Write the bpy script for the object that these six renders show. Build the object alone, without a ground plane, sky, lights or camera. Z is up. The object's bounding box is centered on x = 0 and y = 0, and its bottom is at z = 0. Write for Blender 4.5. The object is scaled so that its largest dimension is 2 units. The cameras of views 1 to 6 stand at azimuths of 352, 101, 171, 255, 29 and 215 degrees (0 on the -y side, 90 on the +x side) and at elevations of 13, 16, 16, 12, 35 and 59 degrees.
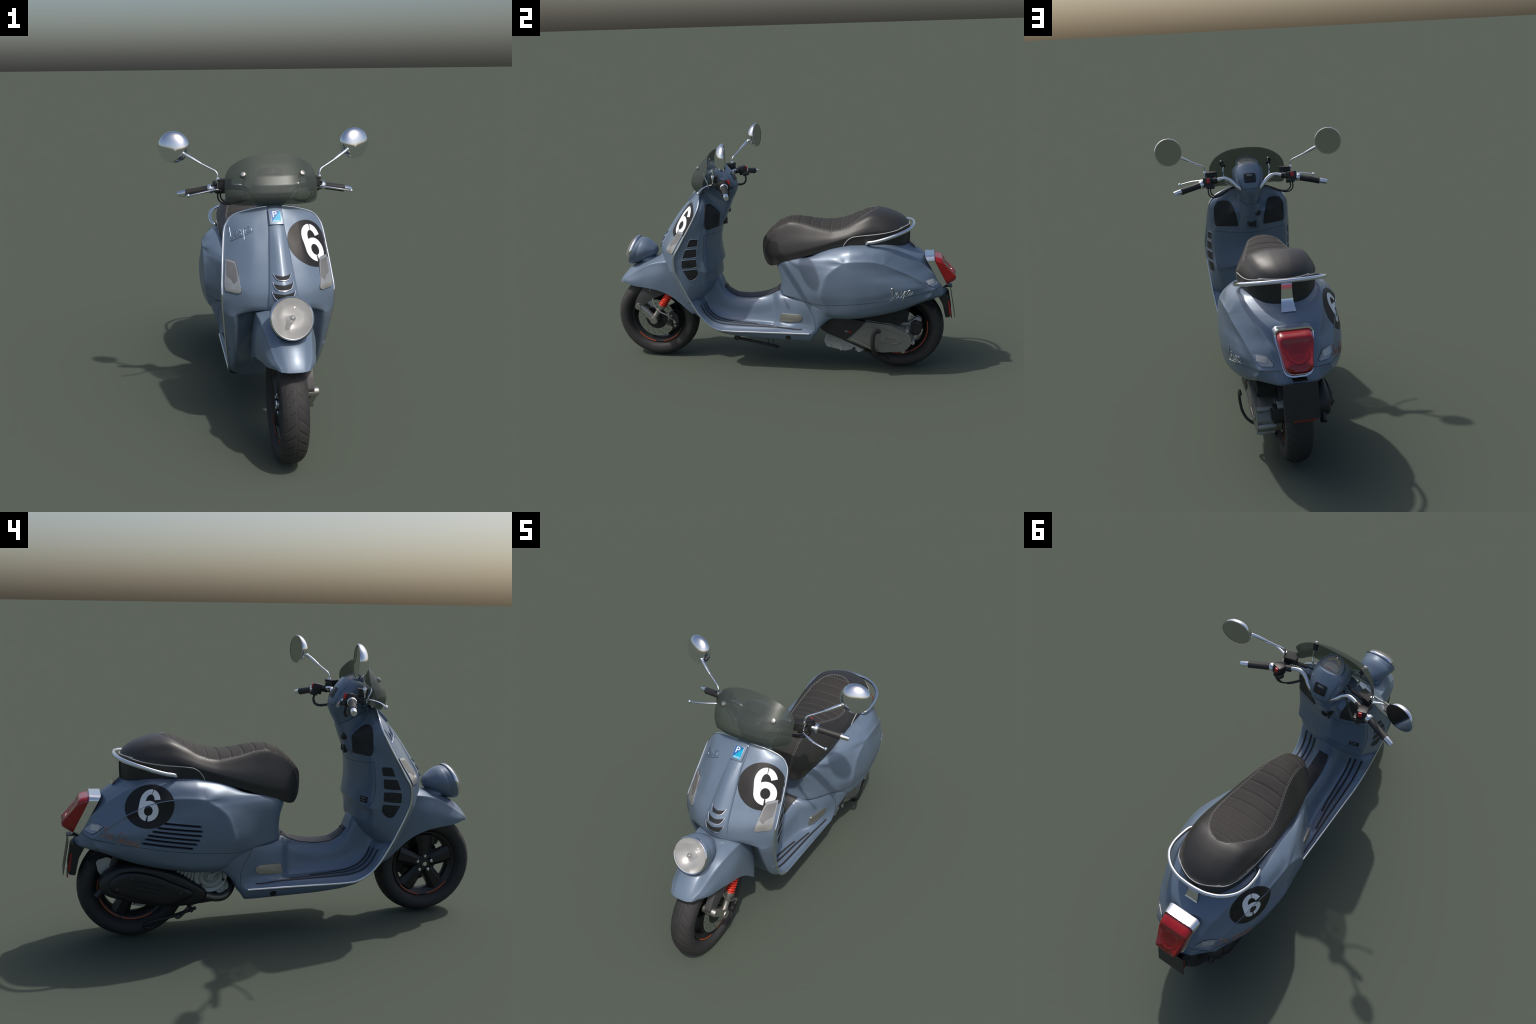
import bpy, bmesh, math, random
import numpy as np
from mathutils import Vector
from mathutils.bvhtree import BVHTree

random.seed(7)
PI = math.pi

# ------------------------------------------------------------------ scene
for o in list(bpy.data.objects):
    bpy.data.objects.remove(o, do_unlink=True)
COL = bpy.context.scene.collection
ROOT = bpy.data.objects.new("motor_scooter", None)
COL.objects.link(ROOT)
ROOT["label"] = "grey-blue retro motor scooter with smoked windscreen and number decals"
ROOT["category"] = "motor scooter"


# ------------------------------------------------------------------ materials
def mat(name, color, rough=0.5, metal=0.0, coat=0.0, coat_rough=0.1, spec=0.5, vary=0.06, vscale=18.0,
        bump=0.0, bscale=400.0, sheen=0.0):
    m = bpy.data.materials.new(name)
    m.use_nodes = True
    nt = m.node_tree
    b = nt.nodes["Principled BSDF"]
    b.inputs["Roughness"].default_value = rough
    b.inputs["Metallic"].default_value = metal
    b.inputs["Coat Weight"].default_value = coat
    b.inputs["Coat Roughness"].default_value = coat_rough
    b.inputs["Specular IOR Level"].default_value = spec
    b.inputs["Sheen Weight"].default_value = sheen
    tc = nt.nodes.new("ShaderNodeTexCoord")
    nz = nt.nodes.new("ShaderNodeTexNoise")
    nz.inputs["Scale"].default_value = vscale
    nz.inputs["Detail"].default_value = 4
    nt.links.new(tc.outputs["Object"], nz.inputs["Vector"])
    rp = nt.nodes.new("ShaderNodeValToRGB")
    rp.color_ramp.elements[0].position = 0.3
    rp.color_ramp.elements[1].position = 0.7
    c = np.array(color)
    rp.color_ramp.elements[0].color = (*(c * (1 - vary)), 1)
    rp.color_ramp.elements[1].color = (*np.minimum(c * (1 + vary), 1), 1)
    nt.links.new(nz.outputs["Fac"], rp.inputs["Fac"])
    nt.links.new(rp.outputs["Color"], b.inputs["Base Color"])
    if bump > 0:
        n2 = nt.nodes.new("ShaderNodeTexNoise")
        n2.inputs["Scale"].default_value = bscale
        n2.inputs["Detail"].default_value = 3
        nt.links.new(tc.outputs["Object"], n2.inputs["Vector"])
        bp = nt.nodes.new("ShaderNodeBump")
        bp.inputs["Strength"].default_value = bump
        bp.inputs["Distance"].default_value = 0.001
        nt.links.new(n2.outputs["Fac"], bp.inputs["Height"])
        nt.links.new(bp.outputs["Normal"], b.inputs["Normal"])
    return m


PAINT = mat("paint_blue_grey", (0.142, 0.192, 0.264), rough=0.40, metal=0.18, coat=0.3, coat_rough=0.12, vary=0.015)
SCRIPTD = mat("script_chrome_tinted", (0.20, 0.25, 0.33), rough=0.3, metal=0.8, vary=0.02)  # chrome lettering, its blue reflection mixed into the base colour
SLOT = mat("slot_shadow_black", (0.006, 0.007, 0.010), rough=0.8, vary=0.02)
SEAM = mat("seam_dark", (0.02, 0.028, 0.04), rough=0.7, vary=0.02)
CHROME = mat("chrome", (0.86, 0.87, 0.9), rough=0.12, metal=1.0, vary=0.01)
SATIN = mat("satin_metal", (0.42, 0.41, 0.38), rough=0.38, metal=0.9, vary=0.05, bump=0.1)
STEEL = mat("disc_steel", (0.62, 0.63, 0.62), rough=0.22, metal=1.0, vary=0.04)
MIRROR = mat("mirror_glass", (0.46, 0.48, 0.47), rough=0.02, metal=1.0, vary=0.0)  # base darkened to match the dim ground reflection
BLACK = mat("black_plastic", (0.018, 0.018, 0.019), rough=0.45, vary=0.08, bump=0.08)
GLOSSB = mat("black_gloss", (0.010, 0.010, 0.011), rough=0.38, vary=0.05)
MATTB = mat("black_matt", (0.012, 0.013, 0.014), rough=0.75, vary=0.1, bump=0.1)
RUBBER = mat("tyre_rubber", (0.028, 0.027, 0.027), rough=0.72, vary=0.12, bump=0.15, bscale=250)
MATRUB = mat("mat_rubber", (0.024, 0.023, 0.024), rough=0.5, vary=0.08, bump=0.1)
GRIPR = mat("grip_rubber", (0.02, 0.02, 0.02), rough=0.55, vary=0.05)
PADDLE = mat("pad_black", (0.016, 0.0165, 0.017), rough=0.6, vary=0.05, bump=0.2, bscale=600)
FORKG = mat("fork_grey", (0.05, 0.05, 0.05), rough=0.5, vary=0.06)
REDSP = mat("spring_red", (0.62, 0.035, 0.018), rough=0.4, vary=0.05)
ORANGE = mat("stripe_orange", (0.32, 0.058, 0.017), rough=0.5, vary=0.15, vscale=90)
REDSW = mat("switch_red", (0.5, 0.02, 0.02), rough=0.4, vary=0.03)
REFL = mat("reflector_red", (0.26, 0.018, 0.014), rough=0.3, vary=0.1, vscale=120)
ENGS = mat("engine_silver", (0.215, 0.22, 0.198), rough=0.42, metal=0.35, vary=0.05, bump=0.1)
ALU = mat("cast_aluminium", (0.40, 0.42, 0.41), rough=0.5, metal=0.4, vary=0.08, bump=0.25, bscale=200)
ENGB = mat("engine_black", (0.022, 0.021, 0.022), rough=0.5, vary=0.08, bump=0.1)
MUFF = mat("muffler_black", (0.016, 0.016, 0.017), rough=0.42, vary=0.08, bump=0.12)
PIPE = mat("pipe_metal", (0.16, 0.15, 0.13), rough=0.4, metal=0.9, vary=0.1)
DECALB = mat("decal_black", (0.014, 0.013, 0.013), rough=0.42, coat=0.0, spec=0.35, vary=0.02)
DECALW = mat("decal_white", (0.82, 0.84, 0.86), rough=0.45, vary=0.01)
PIPING = mat("seat_piping", (0.42, 0.42, 0.41), rough=0.5, vary=0.04)
QTHREAD = mat("quilt_thread", (0.10, 0.097, 0.092), rough=0.7)
THREAD = mat("seat_thread", (0.22, 0.215, 0.205), rough=0.7, vary=0.08, vscale=300)
BLUED = mat("badge_blue", (0.003, 0.11, 0.36), rough=0.3, coat=0.5, vary=0.02)  # this blue and the cyan below are lightened partway to the glare
CYAN = mat("badge_cyan", (0.003, 0.36, 0.58), rough=0.3, coat=0.5, vary=0.02)
LOGOR = mat("script_copper", (0.40, 0.20, 0.13), rough=0.45, metal=0.2, vary=0.05)
DIAL = mat("dial_face", (0.50, 0.47, 0.40), rough=0.6, vary=0.05)
DIALG = mat("dial_grey", (0.16, 0.17, 0.20), rough=0.5, vary=0.05)
REFLECT = mat("lamp_reflector", (0.80, 0.795, 0.78), rough=0.30, metal=0.55, vary=0.12, vscale=14)  # made paler and half diffuse to hold the lamp's bright reflections
LENSR = mat("lens_rear", (0.27, 0.30, 0.35), rough=0.22, metal=0.3, coat=0.5, coat_rough=0.06, vary=0.08, vscale=24)
LENSG = mat("lens_grey", (0.40, 0.40, 0.395), rough=0.22, metal=0.5, coat=0.6, coat_rough=0.06, vary=0.12, vscale=24)
LCD = mat("lcd_text", (0.30, 0.34, 0.36), rough=0.5, vary=0.02)
GREEN = mat("tell_green", (0.05, 0.3, 0.15), rough=0.4, vary=0.02)


def mat_clear(name, tint, gloss=0.08, rough=0.05, amount=0.85, body=(0.02, 0.02, 0.02)):
    m = bpy.data.materials.new(name)
    m.use_nodes = True
    nt = m.node_tree
    b = nt.nodes["Principled BSDF"]
    b.inputs["Base Color"].default_value = (*body, 1)
    b.inputs["Roughness"].default_value = rough
    tr = nt.nodes.new("ShaderNodeBsdfTransparent")
    tr.inputs["Color"].default_value = (*tint, 1)
    tc = nt.nodes.new("ShaderNodeTexCoord")
    nz = nt.nodes.new("ShaderNodeTexNoise")
    nz.inputs["Scale"].default_value = 9
    nt.links.new(tc.outputs["Object"], nz.inputs["Vector"])
    mr = nt.nodes.new("ShaderNodeMapRange")
    mr.inputs["To Min"].default_value = amount - 0.02
    mr.inputs["To Max"].default_value = amount + 0.02
    nt.links.new(nz.outputs["Fac"], mr.inputs["Value"])
    mx = nt.nodes.new("ShaderNodeMixShader")
    nt.links.new(mr.outputs["Result"], mx.inputs["Fac"])
    nt.links.new(b.outputs["BSDF"], mx.inputs[1])
    nt.links.new(tr.outputs["BSDF"], mx.inputs[2])
    nt.links.new(mx.outputs["Shader"], nt.nodes["Material Output"].inputs["Surface"])
    return m


SMOKE = mat_clear("smoked_screen", (0.74, 0.78, 0.74), rough=0.34, amount=0.54, body=(0.074, 0.088, 0.080))  # body colour raised to grey-green for the sun's glow on the screen
CLEAR = mat_clear("clear_lens", (0.93, 0.93, 0.93), rough=0.06, amount=0.84, body=(0.45, 0.45, 0.45))
REDLENS = mat("red_lens", (0.30, 0.004, 0.006), rough=0.22, coat=0.6, coat_rough=0.06, vary=0.10, vscale=10)
REDDEEP = mat("red_lens_deep", (0.24, 0.004, 0.007), rough=0.3, coat=0.5, coat_rough=0.06, vary=0.08, vscale=10)


def mat_honeycomb():
    m = bpy.data.materials.new("honeycomb_mesh")
    m.use_nodes = True
    nt = m.node_tree
    b = nt.nodes["Principled BSDF"]
    b.inputs["Roughness"].default_value = 0.55
    tc = nt.nodes.new("ShaderNodeTexCoord")
    mp = nt.nodes.new("ShaderNodeMapping")
    mp.inputs["Scale"].default_value = (0.0, 120, 120)
    nt.links.new(tc.outputs["Object"], mp.inputs["Vector"])
    v = nt.nodes.new("ShaderNodeTexVoronoi")
    v.feature = "DISTANCE_TO_EDGE"
    v.inputs["Randomness"].default_value = 0.7
    nt.links.new(mp.outputs["Vector"], v.inputs["Vector"])
    v.inputs["Scale"].default_value = 1.0
    r = nt.nodes.new("ShaderNodeValToRGB")
    r.color_ramp.elements[0].position = 0.05
    r.color_ramp.elements[0].color = (0.022, 0.022, 0.023, 1)
    r.color_ramp.elements[1].position = 0.14
    r.color_ramp.elements[1].color = (0.003, 0.003, 0.0035, 1)
    nt.links.new(v.outputs["Distance"], r.inputs["Fac"])
    nt.links.new(r.outputs["Color"], b.inputs["Base Color"])
    return m


HONEY = mat_honeycomb()


# ------------------------------------------------------------------ geometry helpers
def arr(p):
    return np.array(p, dtype=float)


def makima(t, Y, tq):
    """Modified Akima interpolation of rows Y at knots t."""
    n = len(t)
    Y = arr(Y)
    sh = Y.shape[1:]
    Y = Y.reshape(n, -1)
    h = np.diff(t)[:, None]
    d = np.diff(Y, axis=0) / h
    if n == 2:
        m = np.vstack([d[0], d[0]])
    else:
        D = np.zeros((n + 3, Y.shape[1]))
        D[2:-2] = d
        D[1] = 2 * D[2] - D[3]
        D[0] = 2 * D[1] - D[2]
        D[-2] = 2 * D[-3] - D[-4]
        D[-1] = 2 * D[-2] - D[-3]
        w1 = np.abs(D[3:] - D[2:-1]) + np.abs(D[3:] + D[2:-1]) / 2
        w2 = np.abs(D[1:-2] - D[:-3]) + np.abs(D[1:-2] + D[:-3]) / 2
        s = w1 + w2
        m = np.where(s > 1e-12, (w1 * D[1:-2] + w2 * D[2:-1]) / np.where(s > 1e-12, s, 1), 0)
    i = np.clip(np.searchsorted(t, tq, side="right") - 1, 0, n - 2)
    hh = (t[i + 1] - t[i])[:, None]
    x = (tq - t[i])[:, None] / hh
    a = Y[i] * (1 + 2 * x) * (1 - x) ** 2 + m[i] * hh * x * (1 - x) ** 2
    b = Y[i + 1] * x * x * (3 - 2 * x) + m[i + 1] * hh * x * x * (x - 1)
    return (a + b).reshape((len(tq),) + sh)


def spl(pts, n, closed=False):
    """Resample a control polyline to n smooth points, evenly by length."""
    P = arr(pts)
    if closed:
        P = np.vstack([P[-3:], P, P[:4]])
    t = np.concatenate([[0], np.cumsum(np.maximum(np.linalg.norm(np.diff(P, axis=0), axis=1), 1e-6))])
    a, b = (t[3], t[-4]) if closed else (t[0], t[-1])
    fine = makima(t, P, np.linspace(a, b, max(400, 4 * n)))
    L = np.concatenate([[0], np.cumsum(np.linalg.norm(np.diff(fine, axis=0), axis=1))])
    q = np.linspace(0, L[-1], n + 1)[:-1] if closed else np.linspace(0, L[-1], n)
    return np.stack([np.interp(q, L, fine[:, k]) for k in range(P.shape[1])], 1)


def sharpen(grid, cols=(), rows=(), f=.2):
    """Put extra control lines close to a crease so that it stays crisp."""
    G = arr(grid)
    for axis, idx in ((1, cols), (0, rows)):
        G = np.moveaxis(G, axis, 0)
        out = []
        for i in range(len(G)):
            if i in idx and i > 0:
                out.append(G[i] + (G[i - 1] - G[i]) * f)
            out.append(G[i])
            if i in idx and i < len(G) - 1:
                out.append(G[i] + (G[i + 1] - G[i]) * f)
        G = np.moveaxis(arr(out), 0, axis)
    return G


def crease(grid, axis, at, lo, hi, f=.2):
    """Crease one control line between cross lines lo..hi; keep the surface smooth outside that span."""
    G = np.moveaxis(arr(grid), axis, 0)
    n = len(G)
    t = np.concatenate([[0], np.cumsum(np.linalg.norm(np.diff(G, axis=0), axis=2).mean(1))])
    new = {}
    for k, nb in ((-1, at - 1), (1, at + 1)):
        tq = t[at] + (t[nb] - t[at]) * f
        lin = G[at] + (G[nb] - G[at]) * f
        smo = makima(t, G, arr([tq]))[0]
        c = np.arange(G.shape[1])
        w = np.clip(np.minimum(c - lo + 2, hi + 2 - c) / 2, 0, 1)[:, None]
        new[k] = lin * w + smo * (1 - w)
    out = np.concatenate([G[:at], new[-1][None], G[at:at + 1], new[1][None], G[at + 1:]])
    return np.moveaxis(out, 0, axis)


class Surf:
    """Smooth surface through a grid of control points, mirrored about x = 0."""

    def __init__(s, grid, mirror=None):
        G = arr(grid)
        flip = arr([-1, 1, 1])
        s.off = 0
        if mirror == "first":
            s.off = G.shape[1] - 1
            G = np.concatenate([G[:, :0:-1] * flip, G], 1)
        if mirror == "last":
            G = np.concatenate([G, G[:, -2::-1] * flip], 1)
        if mirror == "both":
            G = np.concatenate([G, G[:, -2:0:-1] * flip], 1)
            s.wrap = True
        else:
            s.wrap = False
        s.G = G
        s.R, s.K = G.shape[:2]
        s.tu = np.concatenate([[0], np.cumsum(np.maximum(np.linalg.norm(np.diff(G, axis=0), axis=2).mean(1), 1e-4))])
        H = np.concatenate([G[:, -3:], G, G[:, :3]], 1) if s.wrap else G
        s.H = H
        s.tv = np.concatenate([[0], np.cumsum(np.maximum(np.linalg.norm(np.diff(H, axis=1), axis=2).mean(0), 1e-4))])

    def __call__(s, us, vs):
        """us: row indices, vs: column indices (of the mirrored grid)"""
        k = 3 if s.wrap else 0
        A = makima(s.tu, s.G if not s.wrap else s.H, np.interp(us, np.arange(s.R), s.tu))
        B = makima(s.tv, A.transpose(1, 0, 2), np.interp(np.asarray(vs) + k, np.arange(len(s.tv)), s.tv))
        return B.transpose(1, 0, 2)

    def grid(s, nu, nv):
        us = np.interp(np.linspace(0, 1, nu), s.tu / s.tu[-1], np.arange(s.R))
        if s.wrap:
            seg = s.tv[3:3 + s.K + 1] - s.tv[3]
            vs = np.interp(np.linspace(0, seg[-1], nv + 1)[:-1], seg, np.arange(s.K + 1))
        else:
            vs = np.interp(np.linspace(0, s.tv[-1], nv), s.tv, np.arange(s.K))
        return s(us, vs)


def gfaces(nu, nv, cu=False, cv=False):
    F = []
    for i in range(nu if cu else nu - 1):
        for j in range(nv if cv else nv - 1):
            a, b = i * nv + j, i * nv + (j + 1) % nv
            c, d = ((i + 1) % nu) * nv + (j + 1) % nv, ((i + 1) % nu) * nv + j
            F.append((a, b, c, d))
    return F


def gmesh(P, cu=False, cv=False, cap0=False, cap1=False):
    nu, nv = P.shape[:2]
    F = gfaces(nu, nv, cu, cv)
    if cap0:
        F.append(tuple(range(nv)))
    if cap1:
        F.append(tuple((nu - 1) * nv + j for j in range(nv)))
    return P.reshape(-1, 3), F


def shell(P, t):
    """Give a grid surface the thickness t (towards the inside of its normals)."""
    du = np.gradient(P, axis=0)
    dv = np.gradient(P, axis=1)
    N = np.cross(du, dv)
    N /= np.maximum(np.linalg.norm(N, axis=2, keepdims=True), 1e-9)
    Q = P + N * t
    nu, nv = P.shape[:2]
    n = nu * nv
    F = gfaces(nu, nv)
    F += [tuple(x + n for x in f[::-1]) for f in gfaces(nu, nv)]
    ring = [j for j in range(nv)] + [i * nv + nv - 1 for i in range(1, nu)] + \
           [(nu - 1) * nv + j for j in range(nv - 2, -1, -1)] + [i * nv for i in range(nu - 2, 0, -1)]
    for a, b in zip(ring, ring[1:] + ring[:1]):
        F.append((a, b, b + n, a + n))
    return np.vstack([P.reshape(-1, 3), Q.reshape(-1, 3)]), F


SURFACES = {}


def add(name, VF, material, parent=None, angle=40, weld=1e-5, bevel=0.0, keep=False, kind=None):
    V, F = VF
    me = bpy.data.meshes.new(name)
    bm = bmesh.new()
    vs = [bm.verts.new(tuple(map(float, v))) for v in V]
    for f in F:
        try:
            bm.faces.new([vs[i] for i in f])
        except ValueError:
            pass
    bmesh.ops.remove_doubles(bm, verts=bm.verts, dist=weld)
    if bevel > 0:
        ed = [e for e in bm.edges if len(e.link_faces) == 2 and e.calc_face_angle(0) > math.radians(28)]
        bmesh.ops.bevel(bm, geom=ed, offset=bevel, segments=2, affect="EDGES", profile=0.6, clamp_overlap=True)
    bmesh.ops.recalc_face_normals(bm, faces=bm.faces)
    bm.to_mesh(me)
    bm.free()
    me.polygons.foreach_set("use_smooth", [True] * len(me.polygons))
    me.set_sharp_from_angle(angle=math.radians(angle))
    me.materials.append(material)
    ob = bpy.data.objects.new(name, me)
    COL.objects.link(ob)
    ob.parent = parent or ROOT
    if kind:
        ob["kind"] = kind
    if keep:
        SURFACES[name] = BVHTree.FromPolygons([tuple(map(float, v)) for v in V], [tuple(f) for f in F])
    return ob


def join(parts):
    V, F, n = [], [], 0
    for v, f in parts:
        v = arr(v)
        V.append(v)
        F += [tuple(i + n for i in g) for g in f]
        n += len(v)
    return np.vstack(V), F


def mirror(VF):
    V, F = VF
    return arr(V) * arr([-1, 1, 1]), [tuple(f[::-1]) for f in F]


def tube(path, r, seg=10, closed=False, caps=True, flat=1.0, up=None):
    P = arr(path)
    n = len(P)
    r = np.broadcast_to(arr(r), (n,))
    T = np.gradient(P, axis=0)
    if closed:
        T = np.roll(P, -1, 0) - np.roll(P, 1, 0)
    T /= np.maximum(np.linalg.norm(T, axis=1, keepdims=True), 1e-9)
    a = arr(up) if up is not None else (arr([0, 0, 1]) if abs(T[0, 2]) < 0.9 else arr([1, 0, 0]))
    out = []
    nrm = a - T[0] * (a @ T[0])
    nrm /= np.linalg.norm(nrm)
    for i in range(n):
        nrm = (arr(up) if up is not None else nrm)
        nrm = nrm - T[i] * (nrm @ T[i])
        nrm /= max(np.linalg.norm(nrm), 1e-9)
        b = np.cross(T[i], nrm)
        ang = np.linspace(0, 2 * PI, seg, endpoint=False)
        out.append(P[i] + r[i] * (np.cos(ang)[:, None] * nrm * flat + np.sin(ang)[:, None] * b))
    return gmesh(arr(out), cu=closed, cv=True, cap0=caps and not closed, cap1=caps and not closed)


def frame(axis, up=(0, 0, 1)):
    w = arr(axis) / np.linalg.norm(axis)
    u = arr(up) - w * (arr(up) @ w)
    if np.linalg.norm(u) < 1e-4:
        u = arr([0, 1, 0]) - w * w[1]
    u /= np.linalg.norm(u)
    return u, np.cross(w, u), w


def revolve(profile, center, axis, n=48, closed=False, a0=0, a1=2 * PI):
    """profile: (radius, height along axis)"""
    u, v, w = frame(axis)
    full = abs(a1 - a0 - 2 * PI) < 1e-6
    A = np.linspace(a0, a1, n, endpoint=not full)
    P = []
    for rr, h in profile:
        P.append(arr(center) + w * h + rr * (np.cos(A)[:, None] * u + np.sin(A)[:, None] * v))
    return gmesh(arr(P), cu=closed, cv=full)


def cyl(p0, p1, r0, r1=None, n=24, caps=True):
    p0, p1 = arr(p0), arr(p1)
    L = np.linalg.norm(p1 - p0)
    r1 = r0 if r1 is None else r1
    prof = [(r0, 0), (r1, L)]
    if caps:
        prof = [(0, 0)] + prof + [(0, L)]
    return revolve(prof, p0, p1 - p0, n)


def box(c, s, rot=None):
    c, s = arr(c), arr(s) / 2
    V = arr([[x, y, z] for x in (-1, 1) for y in (-1, 1) for z in (-1, 1)]) * s
    if rot is not None:
        V = V @ rot.T
    F = [(0, 1, 3, 2), (4, 6, 7, 5), (0, 4, 5, 1), (2, 3, 7, 6), (0, 2, 6, 4), (1, 5, 7, 3)]
    return V + c, F


def rotx(a):
    a = math.radians(a)
    return arr([[1, 0, 0], [0, math.cos(a), -math.sin(a)], [0, math.sin(a), math.cos(a)]])


def rotz(a):
    a = math.radians(a)
    return arr([[math.cos(a), -math.sin(a), 0], [math.sin(a), math.cos(a), 0], [0, 0, 1]])


def sphere(c, r, n=16, scale=(1, 1, 1)):
    A = np.linspace(0, PI, n)
    V, F = revolve([(math.sin(a) * r, -math.cos(a) * r) for a in A], (0, 0, 0), (0, 0, 1), n * 2)
    return V * arr(scale) + arr(c), F


def roundpoly(poly, r, n=5):
    """Round the corners of a closed 2D polygon."""
    P = arr(poly)
    out = []
    for i in range(len(P)):
        a, b, c = P[i - 1], P[i], P[(i + 1) % len(P)]
        u, v = a - b, c - b
        k = min(r, 0.45 * np.linalg.norm(u), 0.45 * np.linalg.norm(v))
        p, q = b + u / np.linalg.norm(u) * k, b + v / np.linalg.norm(v) * k
        for t in np.linspace(0, 1, n):
            out.append((1 - t) ** 2 * p + 2 * t * (1 - t) * b + t * t * q)
    return arr(out)


def prism_x(poly, x0, x1, scale1=None, r=0.0):
    """Extrude a (y, z) polygon from x0 to x1; the x1 face may be shrunk about its centre."""
    P = roundpoly(poly, r) if r > 0 else arr(poly)
    n = len(P)
    c = P.mean(0)
    Q = P if scale1 is None else c + (P - c) * scale1
    V = np.vstack([np.c_[np.full(n, x0), P], np.c_[np.full(n, x1), Q]])
    F = [tuple(range(n)), tuple(range(n, 2 * n))]
    F += [(i, (i + 1) % n, n + (i + 1) % n, n + i) for i in range(n)]
    return V, F


def cast(surf, o, d):
    h = SURFACES[surf].ray_cast(Vector(o), Vector(d))
    return (None, None) if h[0] is None else (arr(h[0]), arr(h[1]))


def drape(surf, pts, d, lift=0.0, back=1.0, facing=True):
    """Project points along d on a surface; lift them off it along the normal."""
    d = arr(d) / np.linalg.norm(d)
    out = []
    for p in pts:
        q, nn = cast(surf, arr(p) - d * back, d)
        if q is None:
            out.append(None)
            continue
        if facing and nn @ d > 0:
            nn = -nn
        out.append(q + nn * lift)
    return out


def seam(name, surf, pts, d, n=60, r=0.0011, sink=0.0004, material=None, parent=None, closed=False):
    Q = [q for q in drape(surf, spl(pts, n, closed), d, -sink) if q is not None]
    if len(Q) > 3:
        return add(name, tube(Q, r, 6, closed=closed and len(Q) == n), material or SEAM, parent)


def patch(name, surf, poly, fr, d, lift, material, parent=None, r=0.01, step=0.006, side=True, sink=0.002, cut=None):
    """A raised patch: polygon in the plane of frame fr=(origin,u,v), draped on a surface."""
    o, u, v = map(arr, fr)
    P = roundpoly(poly, r, 6) if r > 0 else arr(poly)
    bm = bmesh.new()
    bm.faces.new([bm.verts.new((p[0], p[1], 0)) for p in P])
    bmesh.ops.triangulate(bm, faces=bm.faces)
    lo, hi = P.min(0), P.max(0)
    for ax in range(2):
        for k in np.arange(lo[ax] + step, hi[ax], step):
            co, no = ((k, 0, 0), (1, 0, 0)) if ax == 0 else ((0, k, 0), (0, 1, 0))
            bmesh.ops.bisect_plane(bm, geom=bm.verts[:] + bm.edges[:] + bm.faces[:], plane_co=co, plane_no=no)
    bmesh.ops.dissolve_degenerate(bm, dist=1e-5, edges=bm.edges)
    bm.verts.index_update()
    L = [vv.co.copy() for vv in bm.verts]
    W = drape(surf, [o + u * p.x + v * p.y for p in L], d, 0.0)
    Nn = drape(surf, [o + u * p.x + v * p.y for p in L], d, 1.0)
    F = [[vv.index for vv in f.verts] for f in bm.faces]
    F = [f for f in F if all(W[i] is not None for i in f)]
    if cut is not None:
        F = [f for f in F if not cut(np.mean([W[i] for i in f], 0))]
    bm.free()
    use = sorted({i for f in F for i in f})
    mp = {i: k for k, i in enumerate(use)}
    n = len(use)
    if n == 0:
        return None
    Wt = arr([W[i] + (Nn[i] - W[i]) * lift for i in use])
    Wb = arr([W[i] - (Nn[i] - W[i]) * sink for i in use])
    F = [tuple(mp[i] for i in f) for f in F]
    cnt = {}
    for f in F:
        for a, b in zip(f, f[1:] + f[:1]):
            cnt[(a, b)] = cnt.get((a, b), 0) + 1
    FF = list(F)
    for (a, b) in cnt:
        if (b, a) not in cnt:
            FF.append((b, a, a + n, b + n))
    return add(name, (np.vstack([Wt, Wb]), FF), material, parent, angle=35)


def strip_patch(name, surf, left, right, fr, d, lift, material, parent=None, m=6):
    """A painted stroke: quad strip between two 2D outlines, draped on a surface."""
    o, u, v = map(arr, fr)
    L, Rr = arr(left), arr(right)
    n = len(L)
    pts = []
    for i in range(n):
        for t in np.linspace(0, 1, m):
            p = L[i] * (1 - t) + Rr[i] * t
            pts.append(o + u * p[0] + v * p[1])
    W = drape(surf, pts, d, lift)
    F = [f for f in gfaces(n, m) if all(W[i] is not None for i in f)]
    V = [w if w is not None else np.zeros(3) for w in W]
    use = sorted({i for f in F for i in f})
    mp = {i: k for k, i in enumerate(use)}
    if use:
        return add(name, (arr([V[i] for i in use]), [tuple(mp[i] for i in f) for f in F]), material, parent, weld=1e-7)


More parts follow.
